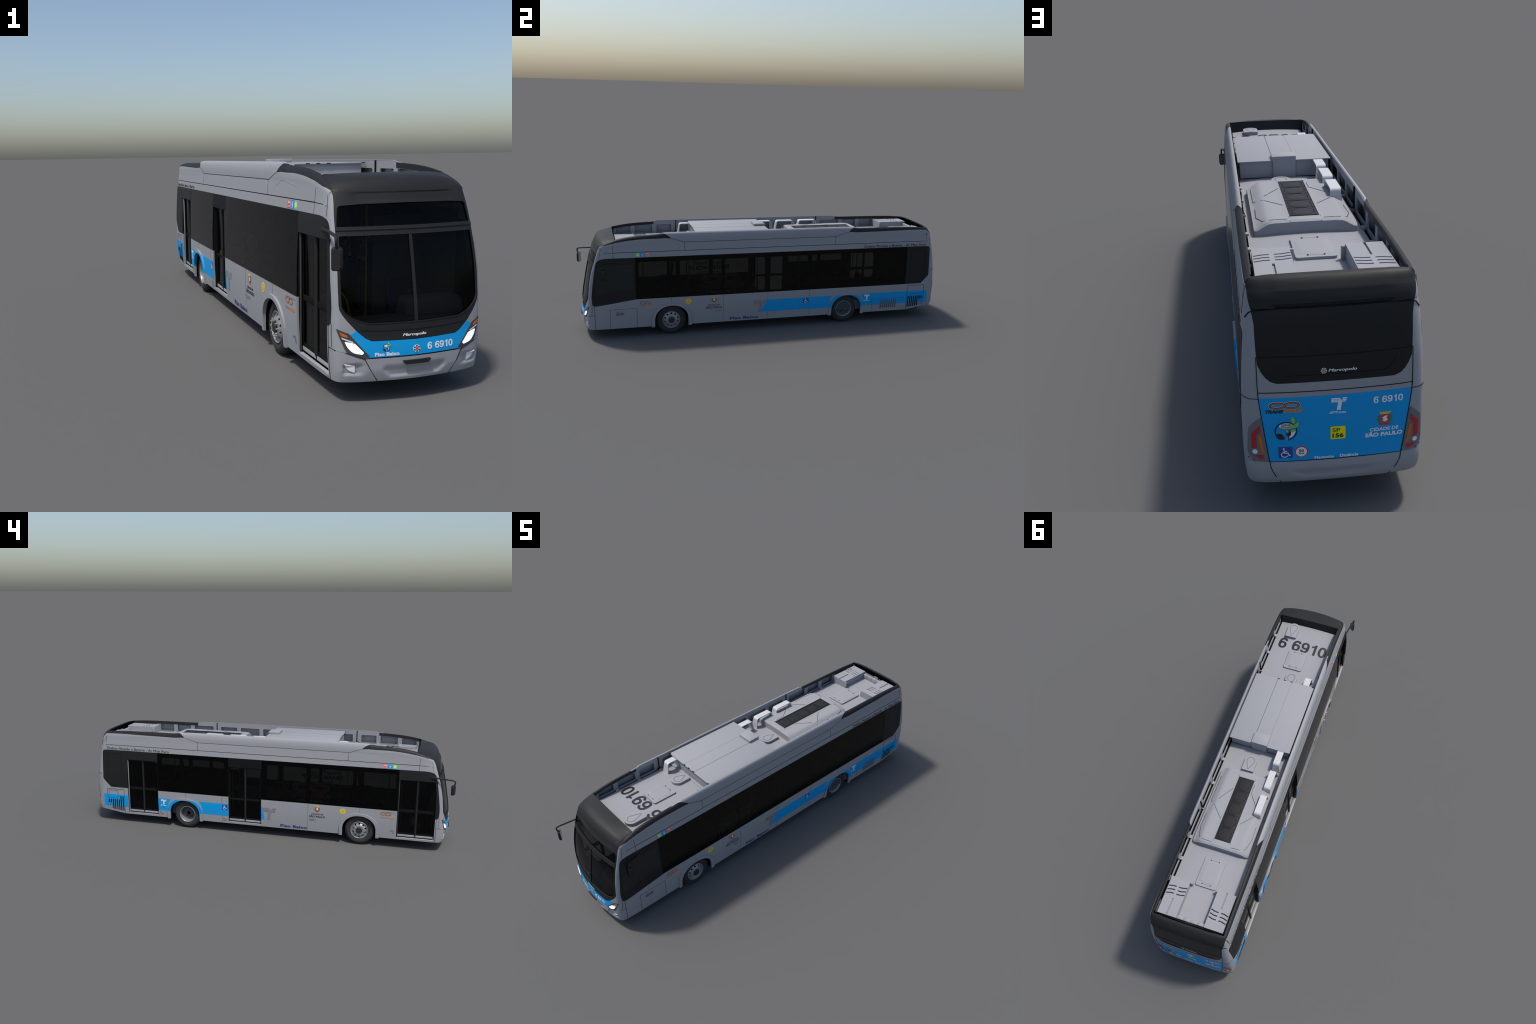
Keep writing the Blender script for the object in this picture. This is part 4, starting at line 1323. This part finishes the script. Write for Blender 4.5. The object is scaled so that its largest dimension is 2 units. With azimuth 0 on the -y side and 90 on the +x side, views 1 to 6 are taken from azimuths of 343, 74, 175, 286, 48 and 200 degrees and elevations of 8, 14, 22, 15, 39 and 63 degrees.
# hatches
def hatch(yc, hl):
    def z(a, b):
        u = b - yc
        k = hl - .030 + .012 * (1 - (a / .049) ** 2)
        return (a, b, roof_z(a) + .0068 + .0018 * (1 - smooth(k - .004, k + .004, abs(u))) * (1 - smooth(.034, .044, abs(a))))
    ob = skin('roof_hatch', rrect(-.049, .049, yc - hl, yc + hl, .010), z, ROOFPAINT, t=.0100, up=UP, grid=(.006, .004))
    b = Bag()
    for sx in (-1, 1):
        for sy in (-1, 1):
            V, F = lathe_geo([(.0022, 0), (.0022, .0016), (.0001, .0018)], 10)
            p = z(sx * .0195, yc + sy * (hl - .0125))
            b.add([(p[0] + v[1], p[1] + v[2], p[2] + v[0]) for v in V], F)
    for sy in (-1, 1):
        line(b, [(-.017, yc + sy * (hl - .012)), (.017, yc + sy * (hl - .012))], z, .0006, .0003, up=UP)
    b.build('hatch_bolt', SEAM, ob)
hatch(.6635, .0695)
hatch(-.5655, .0600)
# drop-shaped vents
def vent(xc, y0, y1, r=.0305):
    n = 18
    pts = [(xc + r * math.cos(math.radians(180 + 180 * k / n)), y0 + r + r * math.sin(math.radians(180 + 180 * k / n))) for k in range(n + 1)] + [(xc + r * .97, y1), (xc - r * .97, y1)]
    z = lambda a, b: (a, b, .4925 + .0008 * (1 - ((a - xc) / r) ** 2))
    ob = skin('roof_vent', pts, z, ROOFPAINT, t=.014, up=UP, grid=(.008, .01))
    b = Bag()
    d = r * .63
    path = [(xc + d * math.cos(math.radians(150 + 240 * k / 16)), y0 + r + .002 + d * math.sin(math.radians(150 + 240 * k / 16))) for k in range(17)] + [(xc + .002, y1 - .009), (xc - .002, y1 - .009)]
    line(b, path, z, .0015, .0006, closed=True, up=UP)
    b.build('vent_groove', LAMPGREY, ob)
vent(.0725, -.7925, -.7005)
vent(-.0155, -.4815, -.400)
vent(.0195, .0435, .1295)
# bent cable ducts
def duct(y0, y1, flare0=True, flare1=True, x0=-.1255, x1=-.0945, zt=.5325):
    P = []
    r = .010
    f0, f1 = (.007 if flare0 else 0), (.007 if flare1 else 0)
    P += [(y0 - f0, .476), (y0, zt - r)] + [(y0 + r - r * math.cos(a), zt - r + r * math.sin(a)) for a in np.linspace(.3, math.pi / 2, 5)]
    P += [(y1 - r + r * math.sin(a), zt - r + r * math.cos(a)) for a in np.linspace(0, math.pi / 2 - .3, 5)] + [(y1, zt - r), (y1 + f1, .476)]
    V2, F2 = stroke(P, .0045)
    V, F = [], []
    n = len(V2)
    for x in (x0, x1):
        for y, z in V2:
            w = .0045 * smooth(.515, .476, z)
            V.append((x + (-w if x == x0 else w) * 1.0, y, z))
    for q4 in F2:
        F.append(list(q4)); F.append([i + n for i in reversed(q4)])
    m = n // 2
    for i in range(m - 1):
        F.append([2 * i, 2 * i + 2, 2 * i + 2 + n, 2 * i + n]); F.append([2 * i + 1, 2 * i + 1 + n, 2 * i + 3 + n, 2 * i + 3])
    return link('cable_duct', mesh_of('cable_duct', V, F, DUCTWHITE, 30))
DUCTWHITE = material('duct_white', (.52, .52, .535), .5)
duct(-.446, -.392); duct(-.006, .078); duct(.112, .2105); duct(.246, .348)
# equipment boxes at the back
def slot_path(xa, xb, yc, dirn, s):
    n = 8
    c, hw = [], .0052
    for k in range(n + 1):
        t = k / n
        c.append((xa + (xb - xa) * t, yc + dirn * .005 * smooth(.35, 1, t)))
    V2, F2 = stroke(c, hw)
    L = len(c)
    return [V2[2 * i] for i in range(L)] + [V2[2 * i + 1] for i in reversed(range(L))]
for sg in (1, -1):
    x0, x1 = .0645, .1515
    y0, y1 = .7345, .9055
    holes = []
    if sg > 0:
        for k in range(3):
            y = .7755 + k * .0165
            holes.append(slot_path(sg * .114, sg * .1495, y, 1, 0)); holes.append(slot_path(sg * .103, sg * .0655, y, -1, 0))
        holes.append(rect(.1055, .1115, .829, .9052))
    else:
        for k in range(3):
            y = .8265 + k * .0170
            holes.append(slot_path(sg * .114, sg * .1495, y, 1, 0)); holes.append(slot_path(sg * .103, sg * .0665, y, -1, 0))
        holes.append(rect(-.1115, -.1055, .7348, .810))
    ob = skin('equipment_box', rrect(min(sg * x0, sg * x1), max(sg * x0, sg * x1), y0, y1, .001), lambda a, b: (a, b, .5160), ROOFPAINT, t=.040, holes=holes, up=UP)
    floor_ = Bag()
    floor_.add(*box_geo(min(sg * .066, sg * .150), max(sg * .066, sg * .150), .736, .904, .5060, .5095, 0))
    floor_.build('box_liner', LAMPGREY if sg > 0 else LAMPGREY, ob)
    gx = (.1045, .1125)
    gy = (.828, .905) if sg > 0 else (.735, .811)
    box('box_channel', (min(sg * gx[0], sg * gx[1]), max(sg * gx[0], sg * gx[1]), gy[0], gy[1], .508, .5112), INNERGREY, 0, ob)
    box('box_post', (min(sg * .0545, sg * .0645), max(sg * .0545, sg * .0645), .7345, .7430, .474, .5125), ROOFPAINT, .001, ob)
for k in range(4):
    a = -.0645 + k * .03225
    box('low_wall_block', (a + .0004, a + .0318, .8895, .9035, .474, .5060), ROOFPAINT, .0012)
# dark trough behind them with light rails
box('rear_trough', (-.160, .160, .9065, .955, .462, .4700), PIT, 0)
rail = Bag()
rail.add(*box_geo(-.146, -.006, .9265, .9300, .488, .4925, .0008))
rail.add(*box_geo(.020, .146, .9265, .9300, .488, .4925, .0008))
rail.add(*box_geo(-.006, .022, .918, .9205, .468, .506, .0008))
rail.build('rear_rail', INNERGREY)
V = [(-.1600, -.8135, .5160), (.1600, -.8135, .5160), (.1530, -.7975, .4640), (-.1530, -.7975, .4640)]
link('front_bulkhead', mesh_of('front_bulkhead', V, [[0, 1, 2, 3]], BLACK))

# ================================================================ CABIN
under = Bag()
for y0, y1, xw in ((-.905, -.625, .180), (-.625, -.435, .092), (-.435, .352, .180), (.352, .545, .092), (.545, .90, .180)):
    under.add(*box_geo(-xw, xw, y0, y1, .052, .066, 0))
under.add(*box_geo(-.150, .150, .90, .955, .075, .085, 0))
under.add(*box_geo(-.16, .16, -.94, -.905, .055, .066, 0))
under.build('underbody', PIT)
fl = Bag()
fl.add(*box_geo(-.093, .093, -.90, .25, .070, .078, 0))
for y0, y1 in ((-.90, -.63), (-.43, .25)):
    fl.add(*box_geo(-.163, .183, y0, y1, .0695, .0775, 0))
fl.add(*box_geo(-.163, .183, .25, .90, .070, .125, 0))
for c in ARCHES:
    for s in (1, -1):
        fl.add(*box_geo(min(s * .0945, s * .180), max(s * .0945, s * .180), c - .092, c + .092, .162, .170, 0))
fl.build('cabin_floor', FLOOR)
box('cabin_rear_wall', (-.178, .178, .80, .806, .08, .455), CABIN, 0)
for s in (1, -1):
    lin = Bag()
    for (a, b) in ([(-.90, .80)] if s > 0 else [(-.720, .002), (.194, .607)]):
        lin.add(*box_geo(min(s * .1825, s * .1795), max(s * .1825, s * .1795), a, b, .170 if False else .165, .208, 0))
    lin.build('wall_liner', CABIN)

def seat_mesh(mat):
    b = Bag()
    b.add(*box_geo(-.031, .031, -.034, .032, .040, .052, .005, 3), m=0)
    V, F = box_geo(-.030, .030, .026, .038, .045, .132, .005, 3, top=(.82, .8))
    b.add([(x, y + (z - .045) * .16, z) for x, y, z in V], F, 0)
    b.add(*tube_geo([(-.027, .036, .09), (-.026, .045, .132), (-.015, .048, .140), (.015, .048, .140), (.026, .045, .132), (.027, .036, .09)], .0022, 6, 1), m=1)
    b.add(*box_geo(-.022, .022, -.02, .02, 0, .040, 0), m=2)
    return mesh_of('seat', b.V, b.F, [mat, CABIN if mat is SEATBLUE else RAIL, CABIN], 35, b.M)
blue_seat, yellow_seat = seat_mesh(SEATBLUE), seat_mesh(SEATYELLOW)
def seat(x, y, z, me, rot=0):
    o = link('seat', me, BUS, (x, y, z)); o.rotation_euler = (0, 0, rot)
for y in (-.36, -.235, -.11):
    for x in (.085, .150):
        seat(x, y, .078, yellow_seat if y > -.3 else blue_seat)
for y in (-.345, -.215):
    for x in (-.085, -.145):
        seat(x, y, .078, yellow_seat if y < -.3 else blue_seat)
seat(.145, -.525, .170, blue_seat); seat(-.145, -.525, .170, blue_seat); seat(.085, -.60, .078, blue_seat)
for y in (.30, .40, .51, .62, .72):
    for x in (.085, .150):
        seat(x, y, .125, blue_seat)
for y in (.29, .40, .51):
    for x in (-.085, -.148):
        seat(x, y, .125, blue_seat)
rails = Bag()
for x, y, z in ((.05, -.43, .078), (.05, -.06, .078), (-.05, -.40, .078), (-.05, -.06, .078), (.05, .20, .078), (-.06, .25, .078), (.05, .56, .125), (-.055, .56, .125), (.03, -.66, .078)):
    rails.add(*tube_geo([(x, y, z), (x, y, .455)], .0028, 6))
for x in (.06, -.06):
    rails.add(*tube_geo([(x, -.64, .425), (x, .76, .425)], .0022, 6))
rails.add(*tube_geo([(-.165, -.70, .19), (-.10, -.72, .205), (-.06, -.72, .205), (-.045, -.72, .14), (-.03, -.72, .08)], .0026, 6, 1))
rails.add(*tube_geo([(-.160, -.715, .14), (-.05, -.715, .14)], .0026, 6))
rails.add(*tube_geo([(-.15, .0, .20), (-.07, .0, .22), (-.06, .0, .13), (-.06, .0, .08)], .0026, 6, 1))
rails.add(*tube_geo([(-.15, .195, .20), (-.09, .195, .205), (-.08, .195, .15), (-.12, .195, .125)], .0026, 6, 1))
rails.add(*tube_geo([(-.155, .215, .19), (-.155, .60, .19)], .0022, 6))
rails.add(*tube_geo([(.155, -.68, .205), (.155, .02, .205)], .0022, 6))
rails.build('handrail', RAIL, stuff=False)
# driver's place
DASH = material('dashboard_grey', (.085, .085, .086), .7, spec=.2)
dash = Bag()
dash.add(*box_geo(-.155, .165, -.945, -.885, .150, .186, .010, 3))
V, F = box_geo(.0, .165, -.930, -.868, .175, .226, .012, 3, top=(.92, .7))
dash.add([(x, y, z - .10 * max(0, -.885 - y)) for x, y, z in V], F)
dash.add(*box_geo(-.04, .165, -.905, -.868, .078, .180, .006, 2))
dash.build('dashboard', DASH)
V2, F2 = stroke(oval(0, 0, .030, .030, 28), .005, True)
wheel_geo = tube_geo([(.085 + .030 * math.cos(t), -.845 + .020 * math.sin(t), .226 + .021 * math.sin(t)) for t in np.linspace(0, 2 * math.pi, 29)], .0024, 6)
sw = link('steering_wheel', mesh_of('steering_wheel', *wheel_geo, BLACK))
V, F = tube_geo([(.085, -.845, .226), (.085, -.875, .19)], .004, 6)
link('steering_column', mesh_of('steering_column', V, F, BLACK), sw)
V, F = tube_geo([(.056, -.845, .226), (.114, -.845, .226)], .003, 6)
link('steering_spoke', mesh_of('steering_spoke', V, F, BLACK), sw)
seat(.088, -.765, .100, blue_seat)
box('driver_partition', (.03, .178, -.700, -.695, .078, .40), CABIN, .001)
box('door_screen', (-.175, -.09, -.716, -.712, .085, .20), CABIN, .001)
box('driver_wall', (.172, .1745, -.86, -.70, .09, .42), CABIN, 0)

# ---------------------------------------------------------------- finish
for k, b in decals.items():
    if b.V:
        b.build('lettering', DECALMATS, stuff=True)
seams.build('panel_joint', SEAM, stuff=True)
